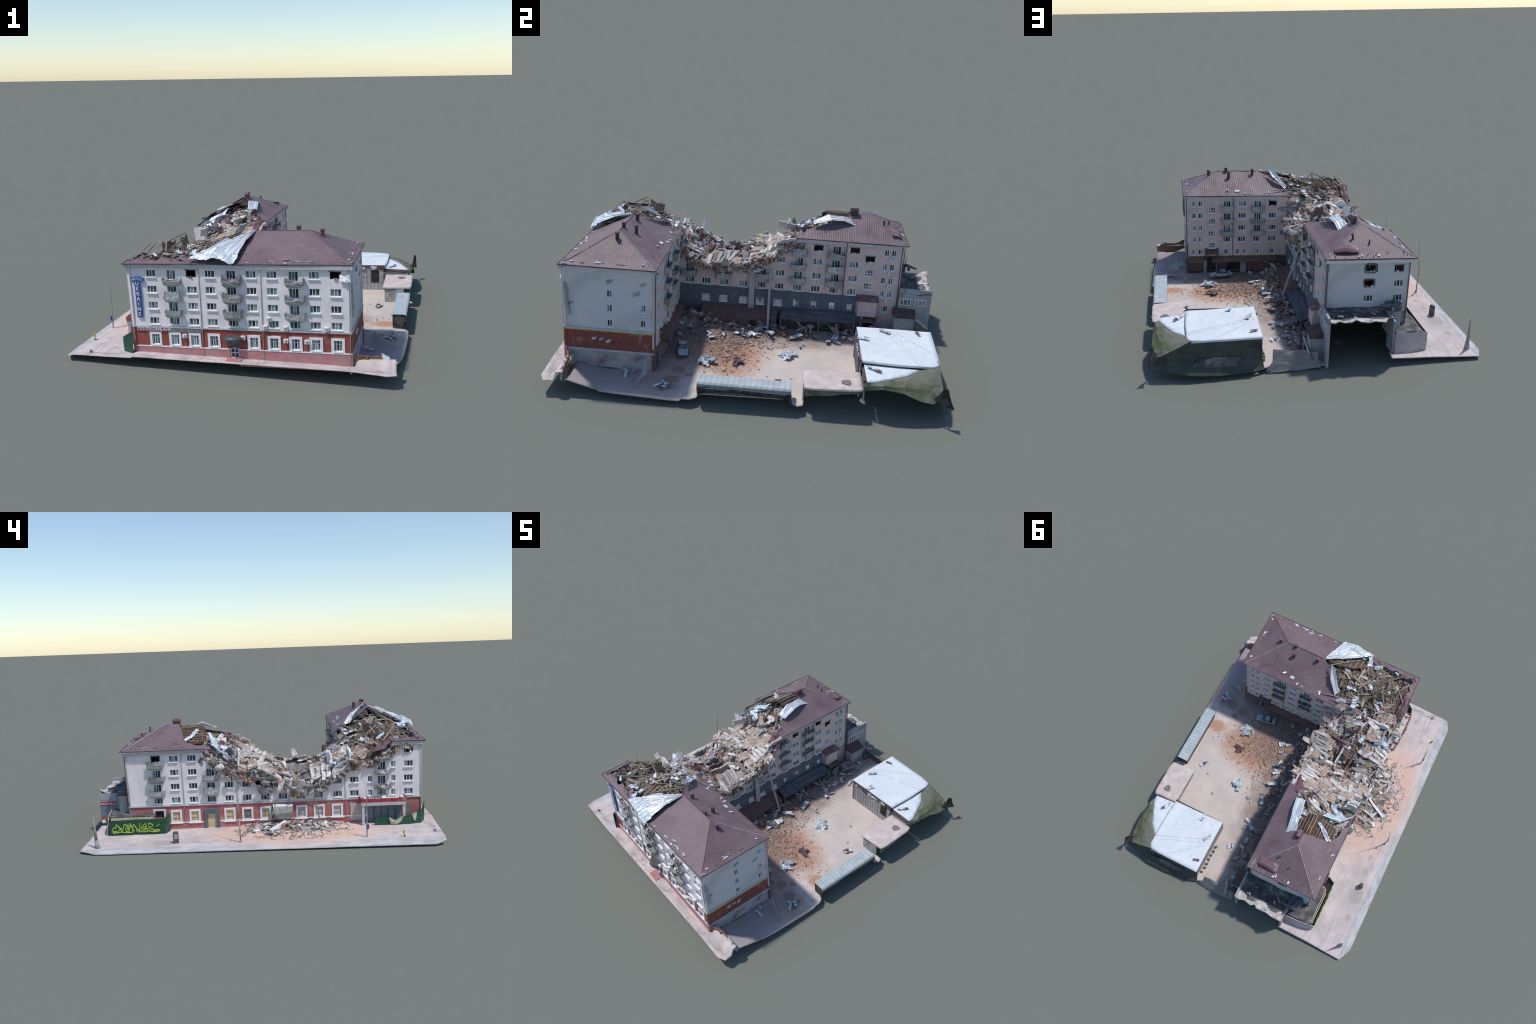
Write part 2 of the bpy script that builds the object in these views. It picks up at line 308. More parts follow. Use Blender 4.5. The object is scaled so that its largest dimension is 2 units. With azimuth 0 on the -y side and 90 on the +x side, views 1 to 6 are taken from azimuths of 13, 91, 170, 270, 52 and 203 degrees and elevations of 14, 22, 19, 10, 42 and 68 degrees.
def sheet_mesh(name, outline, zfun, step, thick, key, lines=(), keyfun=None, smooth=True, jag=0.0, drop=0.0):
    """A plan outline triangulated finely, lifted by zfun and given thickness."""
    vs, es = [], []
    def chain(pts, closed):
        ids = []
        n = len(pts) if closed else len(pts) - 1
        for i in range(n):
            a, b = Vector(pts[i]), Vector(pts[(i + 1) % len(pts)])
            k = max(1, round((b - a).length / step))
            for j in range(k):
                p = a.lerp(b, j / k)
                if jag and closed: p += Vector((rnd.uniform(-jag, jag), rnd.uniform(-jag, jag)))
                ids.append(len(vs)); vs.append(p)
        if not closed: ids.append(len(vs)); vs.append(Vector(pts[-1]))
        es.extend([(ids[i], ids[i + 1]) for i in range(len(ids) - 1)])
        if closed: es.append((ids[-1], ids[0]))
        return [tuple(vs[i]) for i in ids]
    ring = chain(outline, True)
    for ln in lines: chain(ln, False)
    x0, x1 = min(p[0] for p in ring), max(p[0] for p in ring); y0, y1 = min(p[1] for p in ring), max(p[1] for p in ring)
    edge = [Vector(p) for p in vs]
    cellsz = step; bins = {}
    for p in edge: bins.setdefault((int(p.x // cellsz), int(p.y // cellsz)), []).append(p)
    ny, nx = int((y1 - y0) / step), int((x1 - x0) / step)
    for j in range(1, ny + 1):
        for i in range(1, nx + 1):
            p = Vector((x0 + (i + rnd.uniform(-.25, .25)) * step, y0 + (j + rnd.uniform(-.25, .25)) * step))
            if not inside(p, ring): continue
            bx, by = int(p.x // cellsz), int(p.y // cellsz)
            if any((p - q).length < step * 0.5 for a in (-1, 0, 1) for b in (-1, 0, 1) for q in bins.get((bx + a, by + b), ())): continue
            vs.append(p)
    r = delaunay_2d_cdt(vs, es, [], 0, 1e-6)
    pv = r[0]; tris = [t for t in r[2] if inside(((pv[t[0]].x + pv[t[1]].x + pv[t[2]].x) / 3, (pv[t[0]].y + pv[t[1]].y + pv[t[2]].y) / 3), ring)]
    top = [(p.x, p.y, zfun(p.x, p.y)) for p in pv]
    n = len(top); cnt = {}
    for t in tris:
        for a, b in ((t[0], t[1]), (t[1], t[2]), (t[2], t[0])): cnt[(a, b)] = cnt.get((a, b), 0) + 1
    bd = [(a, b) for (a, b) in cnt if (b, a) not in cnt]
    if drop:
        rim = {a for a, b in bd} | {b for a, b in bd}
        top = [(x, y, z - drop * rnd.uniform(.3, 1)) if i in rim else (x, y, z) for i, (x, y, z) in enumerate(top)]
    B = Build()
    allv = top + [(x, y, z - thick) for x, y, z in top]
    faces = [tuple(t) for t in tris] + [(t[2] + n, t[1] + n, t[0] + n) for t in tris] + [(b, a, a + n, b + n) for a, b in bd]
    B.add(allv, faces, key)
    if keyfun:
        for i, t in enumerate(tris):
            B.mi[i] = B.mat(keyfun(sum(top[k][0] for k in t) / 3, sum(top[k][1] for k in t) / 3))
    me = B.mesh(name, False)
    if smooth: me.polygons.foreach_set('use_smooth', [True] * (2 * len(tris)) + [False] * len(bd))
    return me

def patch(rows, key, n=10, thick=0.0015, wob=0.0, ribs=0, ribkey='rib', seed=0):
    """Bent sheet through a net of control rows; optional standing seams."""
    B = Build(); m = len(rows)
    def pt(u, v):
        def along(r, u):
            s = u * (len(r) - 1); i = min(int(s), len(r) - 2); f = s - i
            return Vector(r[i]).lerp(Vector(r[i + 1]), f)
        s = v * (m - 1); i = min(int(s), m - 2); f = s - i; f = f * f * (3 - 2 * f)
        p = along(rows[i], u).lerp(along(rows[i + 1], u), f)
        if wob: p.z += wob * fract(u * 2.3 + seed, v * 2.9, seed * 1.7); p.x += wob * .4 * fract(u * 3, v * 3, seed + 9); p.y += wob * .4 * fract(u * 3, v * 3, seed + 5)
        return p
    g = [[pt(i / n, j / n) for i in range(n + 1)] for j in range(n + 1)]
    vs = [p for r in g for p in r]; N = (n + 1)
    nr = (g[0][n] - g[0][0]).cross(g[n][0] - g[0][0])
    nr = nr.normalized() if nr.length > 1e-9 else Vector((0, 0, 1))
    if nr.z < 0: nr = -nr
    low = [p - nr * thick for p in vs]; k = N * N
    fs = []
    for j in range(n):
        for i in range(n):
            a, b, c, d = j * N + i, j * N + i + 1, (j + 1) * N + i + 1, (j + 1) * N + i
            fs += [(a, b, c, d), (d + k, c + k, b + k, a + k)]
    for i in range(n):
        for a, b in ((i, i + 1), (n * N + i + 1, n * N + i), ((i + 1) * N, i * N), (i * N + n, (i + 1) * N + n)): fs.append((b, a, a + k, b + k))
    B.add(vs + low, fs, key)
    for q in range(ribs):
        u = (q + 0.5) / ribs
        for j in range(n):
            a, b = pt(u, j / n), pt(u, (j + 1) / n)
            B.rod(a + nr * .0006, b + nr * .0006, 0.0011, 0.0011, ribkey, 4)
    return B

def text_mesh(name, body, size, depth, key, align='CENTER'):
    cu = bpy.data.curves.new(name + '_curve', 'FONT'); cu.body = body; cu.size = size; cu.extrude = depth
    cu.align_x = align; cu.align_y = 'CENTER'; cu.offset = size * 0.012
    o = bpy.data.objects.new(name + '_src', cu); bpy.context.collection.objects.link(o)
    dg = bpy.context.evaluated_depsgraph_get(); me = bpy.data.meshes.new_from_object(o.evaluated_get(dg))
    bpy.data.objects.remove(o); bpy.data.curves.remove(cu)
    me.name = name; me.materials.clear(); me.materials.append(M[key]); return me

# ------------------------------------------------------------------ roots
root = bpy.data.objects.new('ruined_hotel', None); bpy.context.collection.objects.link(root)
root.rotation_euler = TILT; root.location = (0, 0, ROOT_Z)
root['label'] = 'bombed corner hotel with collapsed middle, purple roofs and rubble courtyard'
root['category'] = 'ruined building'

# key planes
FX0, FX1, FY = -0.466, 0.637, -0.912      # front wing
CY = -0.474                                # courtyard face of the front wing
SX, BX, BY = -0.466, -0.038, 0.765          # street face, courtyard face and end of the rear wing
Z_PLINTH, Z_BAND, Z_TOP = 0.102, 0.203, 0.514
FRONT_O = (FX0, -0.9045)                   # west end of the front facade line
ROWS = (0.234, 0.314, 0.396, 0.478)
ROT = {'front': -0.011, 'street': -math.pi / 2, 'court_front': math.pi, 'court_rear': math.pi / 2, 'end_east': math.pi / 2, 'end_north': math.pi}

# ------------------------------------------------------------------ windows, balconies
def window_mesh(name, w, h, lights, panes, sill=True, transom=None, surround=0.0):
    """Frame with mullions set 4 mm back in the reveal; outward is -Y."""
    B = Build(); f = 0.0028; d0, d1 = 0.0035, 0.008
    hw, hh = w / 2, h / 2
    for x in (-hw + f / 2, hw - f / 2): B.box((x, (d0 + d1) / 2, 0), (f, d1 - d0, h), 'frame')
    for z in (-hh + f / 2, hh - f / 2): B.box((0, (d0 + d1) / 2, z), (w - 2 * f, d1 - d0, f), 'frame')
    xs = [-hw] + [-hw + w * t for t in lights] + [hw]
    for x in xs[1:-1]: B.box((x, (d0 + d1) / 2 - .0004, 0), (f * .9, d1 - d0, h - 2 * f), 'frame')
    if transom is not None: B.box((0, (d0 + d1) / 2 + .0004, transom), (w - 2 * f, d1 - d0 - .0008, f * .8), 'frame')
    for a, b, p in zip(xs, xs[1:], panes):
        y = d1 - 0.0015 if p != 'void' else d1 + 0.002
        B.box(((a + b) / 2, y, 0), (b - a - f * .5, 0.0012, h - f), p)
    if sill: B.box((0, -0.001, -hh - 0.0018), (w * 1.1, 0.013, 0.0042), 'white_trim')
    if surround:
        s = surround
        for x in (-hw - s / 2, hw + s / 2): B.box((x, -0.0005, 0), (s, 0.007, h + 2 * s), 'white_trim')
        for z in (-hh - s / 2, hh + s / 2): B.box((0, -0.0005, z), (w, 0.007, s), 'white_trim')
    return B.mesh(name)

WIN = []
for i, ps in enumerate([('glass', 'curtain', 'glass'), ('curtain', 'glass', 'curtain'), ('glass', 'void', 'curtain'), ('glass', 'glass', 'glass'),
                        ('curtain', 'void', 'glass'), ('void', 'glass', 'glass'), ('curtain', 'curtain', 'glass')]):
    WIN.append(window_mesh('window', 0.051, 0.036, (0.31, 0.62) if i % 2 else (0.36, 0.68), ps))
WIN_NARROW = [window_mesh('window', 0.026, 0.036, (0.5,), ps) for ps in (('glass', 'curtain'), ('curtain', 'glass'), ('void', 'glass'))]
WIN_STAIR = [window_mesh('window', 0.046, 0.036, (0.33, 0.66), ps, transom=-0.004) for ps in (('glass', 'glass', 'curtain'), ('curtain', 'glass', 'glass'))]
WIN_DOOR = [window_mesh('balcony_door', 0.046, 0.050, (0.36, 0.66), ps, sill=False) for ps in (('glass', 'curtain', 'glass'), ('glass', 'glass', 'void'), ('curtain', 'glass', 'void'))]
WIN_SHOP = [window_mesh('shop_window', 0.040, 0.054, (0.33, 0.66), ps, sill=True, transom=0.009, surround=0.012) for ps in (('glass', 'curtain', 'glass'), ('curtain', 'curtain', 'glass'), ('curtain', 'void', 'curtain'))]
def boarded(key):
    B = Build(); w, h, s = 0.042, 0.056, 0.011
    B.box((0, 0.004, 0), (w, 0.002, h), key)
    for x in (-w / 2 - s / 2, w / 2 + s / 2): B.box((x, -0.0005, 0), (s, 0.007, h + 2 * s), 'white_trim')
    for z in (-h / 2 - s / 2, h / 2 + s / 2): B.box((0, -0.0005, z), (w, 0.007, s), 'white_trim')
    B.box((0, -.003, -h / 2 - s - .001), (w + 3 * s, .012, .004), 'white_trim')
    for z in (-.012, .01): B.box((0, 0.0025, z), (w, 0.0012, 0.0012), 'dark_board')
    return B.mesh('boarded_window')
BOARDED = {k: boarded(k) for k in ('plywood', 'grey_board', 'dark_board')}

def balcony_mesh(kind, seed):
    r = random.Random(seed); B = Build(); w, d = 0.082, 0.029
    B.box((0, -d / 2, -0.003), (w, d, 0.006), 'balcony')
    B.box((0, -d / 2, -0.009), (w * .93, d * .9, 0.006), 'balcony', taper=.86)
    def wall(a, b, h0, h1, lean):
        rows = [[(a[0], a[1], -.002), ((a[0] + b[0]) / 2, (a[1] + b[1]) / 2, -.002), (b[0], b[1], -.002)],
                [(a[0] + lean[0], a[1] + lean[1], h0), ((a[0] + b[0]) / 2 + lean[0] * r.uniform(0, 3), (a[1] + b[1]) / 2 + lean[1] * r.uniform(0, 3), (h0 + h1) / 2 - r.uniform(0, .007)), (b[0] + lean[0], b[1] + lean[1], h1)]]
        p = patch(rows, 'rail' if r.random() < .5 else 'balcony', 7, .002, .0035 if kind == 'full' else .008, seed=seed)
        B.add(p.v, p.f, p.mats[0])
    h = {'full': .024, 'bent': .020, 'bare': .005}[kind]
    j = 0.004 if kind == 'full' else 0.012
    wall((-w / 2, -d), (w / 2, -d), h + r.uniform(-j, j), h + r.uniform(-j, j), (0, r.uniform(-.004, .002)))
    wall((-w / 2, -d), (-w / 2, -.001), h + r.uniform(-j, j), h, (r.uniform(-.006, 0), 0))
    wall((w / 2, -d), (w / 2, -.001), h + r.uniform(-j, j), h, (r.uniform(0, .006), 0))
    if kind != 'full':
        for _ in range(14):
            s = r.uniform(.006, .016)
            B.box((r.uniform(-.034, .034), -r.uniform(.005, .026), s * .35), (s, s * r.uniform(.5, 1), s * .6), r.choice(('concrete', 'white_trim', 'brick', 'rail')), Euler((r.uniform(-.6, .6), r.uniform(-.6, .6), r.uniform(0, 3))).to_matrix())
        for _ in range(4):
            a = Vector((r.uniform(-.04, .04), -d * r.random(), .002)); B.rod(a, a + Vector((r.uniform(-.02, .02), r.uniform(-.015, .01), r.uniform(.01, .03))), .0008, .0006, 'metal_dark', 4)
    return B.mesh('balcony')
BALC = {'full': [balcony_mesh('full', i) for i in range(4)], 'bent': [balcony_mesh('bent', 20 + i) for i in range(4)], 'bare': [balcony_mesh('bare', 40 + i) for i in range(3)]}

# ------------------------------------------------------------------ facades
def facade(name, side, origin, length, z0, z1, key, openings, top=None, thick=0.010, ragged=0.0):
    """Wall panel with real window openings; local x along the wall, -Y outward."""
    xs = sorted({round(v, 5) for o in openings for v in (o[0] - o[2] / 2, o[0] + o[2] / 2)} | {0.0, round(length, 5)})
    step = 0.008 if top else 0.025
    full = []
    for a, b in zip(xs, xs[1:]):
        k = max(1, int((b - a) / step)); full += [a + (b - a) * i / k for i in range(k)]
    xs = full + [length]
    zs = sorted({round(v, 5) for o in openings for v in (o[1] - o[3] / 2, o[1] + o[3] / 2) if z0 < v < z1} | {z0, z1} | {z0 + (z1 - z0) * i / 12 for i in range(13)})
    tops = [min(z1, top(x) + (ragged * (rnd.random() - .5) if top(x) < z1 - .005 else 0)) if top else z1 for x in xs]
    def solid(i, j):
        if i < 0 or j < 0 or i >= len(xs) - 1 or j >= len(zs) - 1: return False
        cx, cz = (xs[i] + xs[i + 1]) / 2, (zs[j] + zs[j + 1]) / 2
        if (tops[i] + tops[i + 1]) / 2 <= zs[j] + 1e-4: return False
        return not any(abs(cx - o[0]) < o[2] / 2 and abs(cz - o[1]) < o[3] / 2 for o in openings)
    ids, B = {}, Build(); V, F = [], []
    def vid(i, j, d):
        q = (i, j, d)
        if q not in ids: ids[q] = len(V); V.append((xs[i], thick if d else .0022 * noise.noise(Vector((xs[i] * 11, zs[j] * 11, length * 7))), min(zs[j], tops[i])))
        return ids[q]
    for i in range(len(xs) - 1):
        for j in range(len(zs) - 1):
            if not solid(i, j): continue
            F.append((vid(i, j, 0), vid(i + 1, j, 0), vid(i + 1, j + 1, 0), vid(i, j + 1, 0)))
            F.append((vid(i, j + 1, 1), vid(i + 1, j + 1, 1), vid(i + 1, j, 1), vid(i, j, 1)))
            for di, dj, (a, b) in ((-1, 0, ((0, 1), (0, 0))), (1, 0, ((1, 0), (1, 1))), (0, -1, ((0, 0), (1, 0))), (0, 1, ((1, 1), (0, 1)))):
                if not solid(i + di, j + dj):
                    F.append((vid(i + b[0], j + b[1], 0), vid(i + a[0], j + a[1], 0), vid(i + a[0], j + a[1], 1), vid(i + b[0], j + b[1], 1)))
    B.add(V, F, key)
    return B.obj(name, root, (origin[0], origin[1], 0), (0, 0, ROT[side]))

def strip(name, side, origin, x0, x1, z0, z1, key, out=0.003, parent=None):
    B = Build().span((x0, -out, z0), (x1, 0.001, z1), key)
    return B.obj(name, parent, (0, 0, 0)) if parent else B.obj(name, root, (origin[0], origin[1], 0), (0, 0, ROT[side]))

def drain(parent, x, z0, z1, key='pipe', r=0.0022):
    B = Build().rod((x, -.004, z0), (x, -.004, z1 - .012), r, r, key).rod((x, -.004, z1 - .012), (x, -.016, z1 + .004), r, r * 1.3, key)
    B.obj('drainpipe', parent, smooth=True)

def dress(parent, items):
    """items: (kind, x, z) placed as children of a facade."""
    for kind, x, z in items:
        if kind == 'win': place('window', rnd.choice(WIN), parent, (x, 0, z))
        elif kind == 'nar': place('window', rnd.choice(WIN_NARROW), parent, (x, 0, z))
        elif kind == 'stair': place('window', rnd.choice(WIN_STAIR), parent, (x, 0, z))
        elif kind == 'door': place('balcony_door', rnd.choice(WIN_DOOR), parent, (x, 0, z - .007))
        elif kind == 'shop': place('shop_window', rnd.choice(WIN_SHOP), parent, (x, 0, z))
        elif kind in BOARDED: place('boarded_window', BOARDED[kind], parent, (x, 0, z))
        elif kind == 'blown':
            r = rnd
            B = Build()
            for _ in range(5): B.box((r.uniform(-.022, .022), r.uniform(-.003, .006), -.018 + r.uniform(0, .004)), (r.uniform(.006, .014), .008, r.uniform(.003, .008)), r.choice(('frame', 'concrete', 'timber')), Euler((0, r.uniform(-.5, .5), r.uniform(-.5, .5))).to_matrix())
            B.box((0, -.001, .0195), (.062, .006, .003), 'timber', Euler((0, r.uniform(-.06, .06), 0)).to_matrix())
            B.obj('broken_window', parent, (x, 0, z))
        elif kind in BALC:
            place('balcony', rnd.choice(BALC[kind]), parent, (x, 0, z), (0, 0, rnd.uniform(-.03, .03)), (rnd.uniform(.93, 1.05), rnd.uniform(.85, 1.10), rnd.uniform(1.0, 1.4)))
        elif kind == 'ac':
            B = Build().box((0, -.009, 0), (.022, .016, .017), 'ac').rod((.003, -.0172, 0), (.003, -.0178, 0), .006, .006, 'rail', 12); B.obj('air_conditioner', parent, (x, 0, z))
OPEN = {'win': (.051, .036), 'blown': (.051, .036), 'nar': (.026, .036), 'stair': (.046, .036), 'door': (.046, .050)}
def holes(items): return [(x, z - (.007 if k == 'door' else 0), *OPEN[k]) for k, x, z in items if k in OPEN]

# --- front wing, street front (faces -Y) ---
COLS_F = (-0.346, -0.240, -0.136, -0.040, 0.066, 0.165, 0.266, 0.371, 0.468, 0.568)
items = []
for ci, x in enumerate(COLS_F):
    u = x - FX0; balc = ci in (1, 4, 7)
    for ri, z in enumerate(ROWS):
        if balc and ri >= 1:
            items.append(('door', u, z)); items.append((('full', 'full', 'bent', 'bare')[ri] if ri < 3 else 'bent', u + .006, z - .036 - .006))
        elif (ci, ri) in ((2, 3), (9, 3)): items.append(('blown', u, z))
        else: items.append(('win', u, z))
items += [('ac', .52 - FX0, .222), ('ac', .324 - FX0, .22), ('ac', .225 - FX0, .222), ('ac', .245 - FX0, .262)]
front = facade('front_wall', 'front', FRONT_O, FX1 - FX0, Z_BAND, Z_TOP, 'plaster', holes(items)); dress(front, items)
gx = [-.347, -.243, -.139, -.039, .164, .2645, .3695, .468, .571]
shop = [('shop', x - FX0, .138) for x in gx]
shop_holes = [(x - FX0, .138, .040, .054) for x in gx] + [(.063 - FX0, .123, .040, .042)]
band = facade('ground_floor_wall', 'front', FRONT_O, FX1 - FX0, Z_PLINTH, Z_BAND, 'red', shop_holes); dress(band, shop)
dress(band, [('ac', -.189 - FX0, .163), ('ac', .324 - FX0, .157), ('ac', .425 - FX0, .156), ('ac', .112 - FX0, .165)])
plinth = Build().span((-.003, -.003, .05), (.040 - FX0, .01, Z_PLINTH), 'pink').span((.086 - FX0, -.003, .015), (FX1 - FX0, .01, Z_PLINTH), 'pink').obj('plinth', root, (*FRONT_O, 0), (0, 0, ROT['front']))
strip('string_course', 'front', FRONT_O, 0, FX1 - FX0, Z_BAND - .003, Z_BAND + .005, 'grey_trim', .006)
strip('plinth_moulding', 'front', FRONT_O, 0, .043 - FX0, Z_PLINTH - .003, Z_PLINTH + .002, 'white_trim', .005)
strip('plinth_moulding', 'front', FRONT_O, .083 - FX0, FX1 - FX0, Z_PLINTH - .003, Z_PLINTH + .002, 'white_trim', .005)
strip('cornice', 'front', FRONT_O, -.015, FX1 - FX0 + .012, Z_TOP - .006, Z_TOP + .012, 'grey_trim', .014)
for x in (-.097, .211, .629): drain(front, x - FX0, .055 if x < .6 else .04, .522)
# entrance: glazed door, dark rounded canopy, pink step
door = Build()
for x in (-.019, 0, .019): door.box((x, 0.003, .082), (.003, .003, .05), 'frame')
for z in (.058, .082, .106): door.box((0, .0035, z), (.04, .003, .003), 'frame')
door.box((0, .007, .10), (.042, .002, .085), 'glass').box((0, .009, .135), (.042, .002, .03), 'void')
door.obj('entrance_door', band, (.063 - FX0, 0, 0))
cn = Build(); arc = [(.052 * math.cos(a), -.045 * math.sin(a) ** .8 if math.sin(a) > 0 else 0) for a in [math.pi * i / 12 for i in range(13)]]
vs = [(x, y, .150) for x, y in arc] + [(x * .98, y, .164) for x, y in arc] + [(x * .8, y * .8, .172) for x, y in arc] + [(x * .7, y * .7, .132) for x, y in arc]
fs = []
for i in range(12): fs += [(i, i + 1, 14 + i, 13 + i), (13 + i, 14 + i, 27 + i, 26 + i), (39 + i, 40 + i, i + 1, i)]
fs += [tuple(range(26, 39)), tuple(range(51, 38, -1))]
cn.add(vs, fs, 'metal_dark'); cn.obj('entrance_canopy', band, (.063 - FX0, 0, 0))
place('canopy_lettering', text_mesh('canopy_lettering', 'PUB', .012, .0006, 'blue_sign'), band, (.050 - FX0, -.0455, .157), (math.pi / 2, 0, 0))
Build().span((.025, -.965, .045), (.105, FY - .004, .0595), 'pink').obj('entrance_step', root, bevel=.001)
# signs
sg = Build().span((-.432 - FX0, -.010, .252), (-.405 - FX0, -.002, .440), 'blue_sign')
for i in range(11):
    t0 = math.radians(60 + 60 * i / 11); t1 = math.radians(60 + 60 * (i + 1) / 11); cx, cz, r0, r1 = -.4165 - FX0, .388, .052, .074
    q = [(cx + r * math.cos(t), cz + r * math.sin(t)) for r, t in ((r0, t0), (r1, t0), (r1, t1), (r0, t1))]
    sg.add([(x, -.012, z) for x, z in q] + [(x, -.002, z) for x, z in q], [(0, 3, 2, 1), (4, 5, 6, 7), (0, 1, 5, 4), (1, 2, 6, 5), (2, 3, 7, 6), (3, 0, 4, 7)], 'blue_sign')
sign = sg.obj('hotel_sign', front)
for i, ch in enumerate('UKRAINE'):
    place('sign_letter', text_mesh('sign_letter', ch, .027, .001, 'sign_letter'), sign, (-.4185 - FX0, -.0105, .426 - i * .0263), (math.pi / 2, 0, 0))
for i, ch in enumerate('HOTEL'):
    t = math.radians(113 - i * 11.5); place('sign_letter', text_mesh('sign_letter', ch, .016, .001, 'sign_letter'), sign, (-.4165 - FX0 + .063 * math.cos(t), -.0125, .388 + .063 * math.sin(t)), (math.pi / 2, -(t - math.pi / 2), 0))
strip('bank_sign_board', 'front', FRONT_O, .020, .370, .180, .199, 'dark_board', .004)
strip('bank_sign_board', 'front', FRONT_O, .018, .200, .1795, .1995, 'red', .005)
place('bank_sign_lettering', text_mesh('bank_sign_lettering', 'ПОЛІКОМБАНК', .0215, .001, 'sign_letter', 'LEFT'), band, (-.441 - FX0, -.0065, .190), (math.pi / 2, 0, 0), (1.12, 1, 1))
# torn facing hanging off the corner
patch([[(.585, FY - .004, .482), (.61, FY - .012, .478), (.636, FY - .004, .50)], [(.59, FY - .018, .455), (.615, FY - .022, .452), (.636, FY - .012, .45)]], 'white_trim', 8, .002, .01).obj('torn_facing', root)

# --- street side (faces -X); u = BY - y ---
def us(y): return BY - y
COLS_S = (0.592, 0.490, 0.387, 0.284, 0.182, 0.081, -0.023, -0.125, -0.227, -0.328, -0.437, -0.533, -0.623, -0.688, -0.754, -0.840)
STREET_TOP = [(-.912, .514), (-.742, .514), (-.735, .485), (-.66, .428), (-.57, .42), (-.49, .44), (-.478, .37), (-.40, .338), (-.295, .322), (-.262, .258), (-.144, .266), (-.10, .29), (.02, .295), (.047, .35), (.095, .352), (.156, .41), (.228, .412), (.30, .465), (.33, .514), (.765, .514)]
def street_top(u): return lerp_table(STREET_TOP, BY - u)
items = []
for ci, y in enumerate(COLS_S):
    balc = ci in (0, 3, 6, 9, 13); nar = ci in (12, 14)
    for ri, z in enumerate(ROWS):
        if street_top(us(y)) < z + .022: continue
        if balc and ri >= 1:
            items.append(('door' if not (ci == 0 and ri == 3) else 'blown', us(y), z))
        elif (ci, ri) in ((11, 2), (15, 3)): items.append(('blown', us(y), z))
        else: items.append(('nar' if nar else 'win', us(y), z))
for ci, zs in ((0, ((1, 'full'), (2, 'full'), (3, 'bent'))), (3, ((1, 'bent'), (2, 'full'))), (6, ((1, 'bent'), (2, 'bare'))), (9, ((1, 'bare'),)), (13, ((1, 'bare'), (2, 'bare'), (3, 'bare')))):
    for ri, kd in zs: items.append((kd, us(COLS_S[ci]) + (.004 if ci else 0), ROWS[ri] - .042))
street = facade('street_wall', 'street', (SX, BY), BY - FY, Z_BAND, Z_TOP, 'plaster', holes(items), street_top, ragged=.018); dress(street, items)
gy = [(.493, 'plywood'), (.3855, 'plywood'), (.184, 'plywood'), (.0815, 'dark_board'), (-.0225, 'plywood'), (-.2295, 'grey_board'), (-.33, 'grey_board'), (-.4335, 'grey_board')]
band_s = facade('ground_floor_wall', 'street', (SX, BY), BY - FY, Z_PLINTH, Z_BAND, 'red_street', [(us(y), .138, .042, .056) for y, _ in gy] + [(us(.287), .125, .05, .046), (us(.59), .155, .05, .04), (us(-.70), .127, .20, .05)])
for y, k in gy: place('boarded_window', BOARDED[k], band_s, (us(y), 0, .138))
Build().span((SX - .003, .313, .05), (SX + .01, BY, Z_PLINTH), 'red_street').span((SX - .003, -.605, .05), (SX + .01, .258, Z_PLINTH), 'red_street').span((SX - .003, FY, .05), (SX + .01, -.80, Z_PLINTH), 'red_street').obj('plinth', root)
strip('string_course', 'street', (SX, BY), 0, BY - FY, Z_BAND - .003, Z_BAND + .005, 'grey_trim', .006)
strip('plinth_moulding', 'street', (SX, BY), 0, us(.33), Z_PLINTH - .003, Z_PLINTH + .002, 'white_trim', .005)
strip('plinth_moulding', 'street', (SX, BY), us(.244), us(-.60), Z_PLINTH - .003, Z_PLINTH + .002, 'white_trim', .005)
strip('cornice', 'street', (SX, BY), -.012, us(.33), Z_TOP - .006, Z_TOP + .012, 'grey_trim', .016)
strip('cornice', 'street', (SX, BY), us(-.745), us(FY) + .012, Z_TOP - .006, Z_TOP + .012, 'grey_trim', .014)
drain(street, us(.4425), .07, .52); drain(street, us(.757), .19, .52, 'pipe')
Build().rod((us(-.483), -.004, .075), (us(-.481), -.004, .375), .0022, .0022, 'pipe').obj('drainpipe', street, smooth=True)
Build().rod((us(.134), -.004, .1), (us(.131), -.006, .34), .0022, .0022, 'pipe').rod((us(.131), -.006, .34), (us(.17), -.012, .43), .0022, .0018, 'pipe').rod((us(-.16), -.004, .07), (us(-.16), -.004, .24), .0022, .0022, 'pipe').obj('drainpipe', street, smooth=True)
Build().rod((us(FY) - .004, -.004, .07), (us(FY) - .004, -.004, .51), .0022, .0022, 'pipe').obj('drainpipe', street, smooth=True)
# dark door portal, dark ground window, shop niches beside the canopy
d = Build().span((us(.331), -.010, .055), (us(.313), .004, .178), 'slate').span((us(.262), -.010, .055), (us(.244), .004, .178), 'slate').span((us(.313), -.010, .150), (us(.262), .004, .178), 'slate')
d.span((us(.313), .002, .055), (us(.262), .006, .147), 'plywood'); d.obj('boarded_doorway', band_s)
d = Build().box((us(.59), .006, .155), (.052, .002, .042), 'void')
for x in (-.031, .031): d.box((us(.59) + x, -.001, .150), (.011, .007, .06), 'white_trim')
d.box((us(.59), -.001, .18), (.073, .007, .009), 'white_trim'); d.obj('broken_shop_window', band_s)
d = Build().span((us(-.515), -.004, .075), (us(-.575), .001, .175), 'grey_board').span((us(-.508), -.006, .07), (us(-.515), .001, .18), 'grey_trim').span((us(-.815), -.004, .075), (us(-.855), .001, .172), 'dark_board').obj('boarded_doorway', band_s)
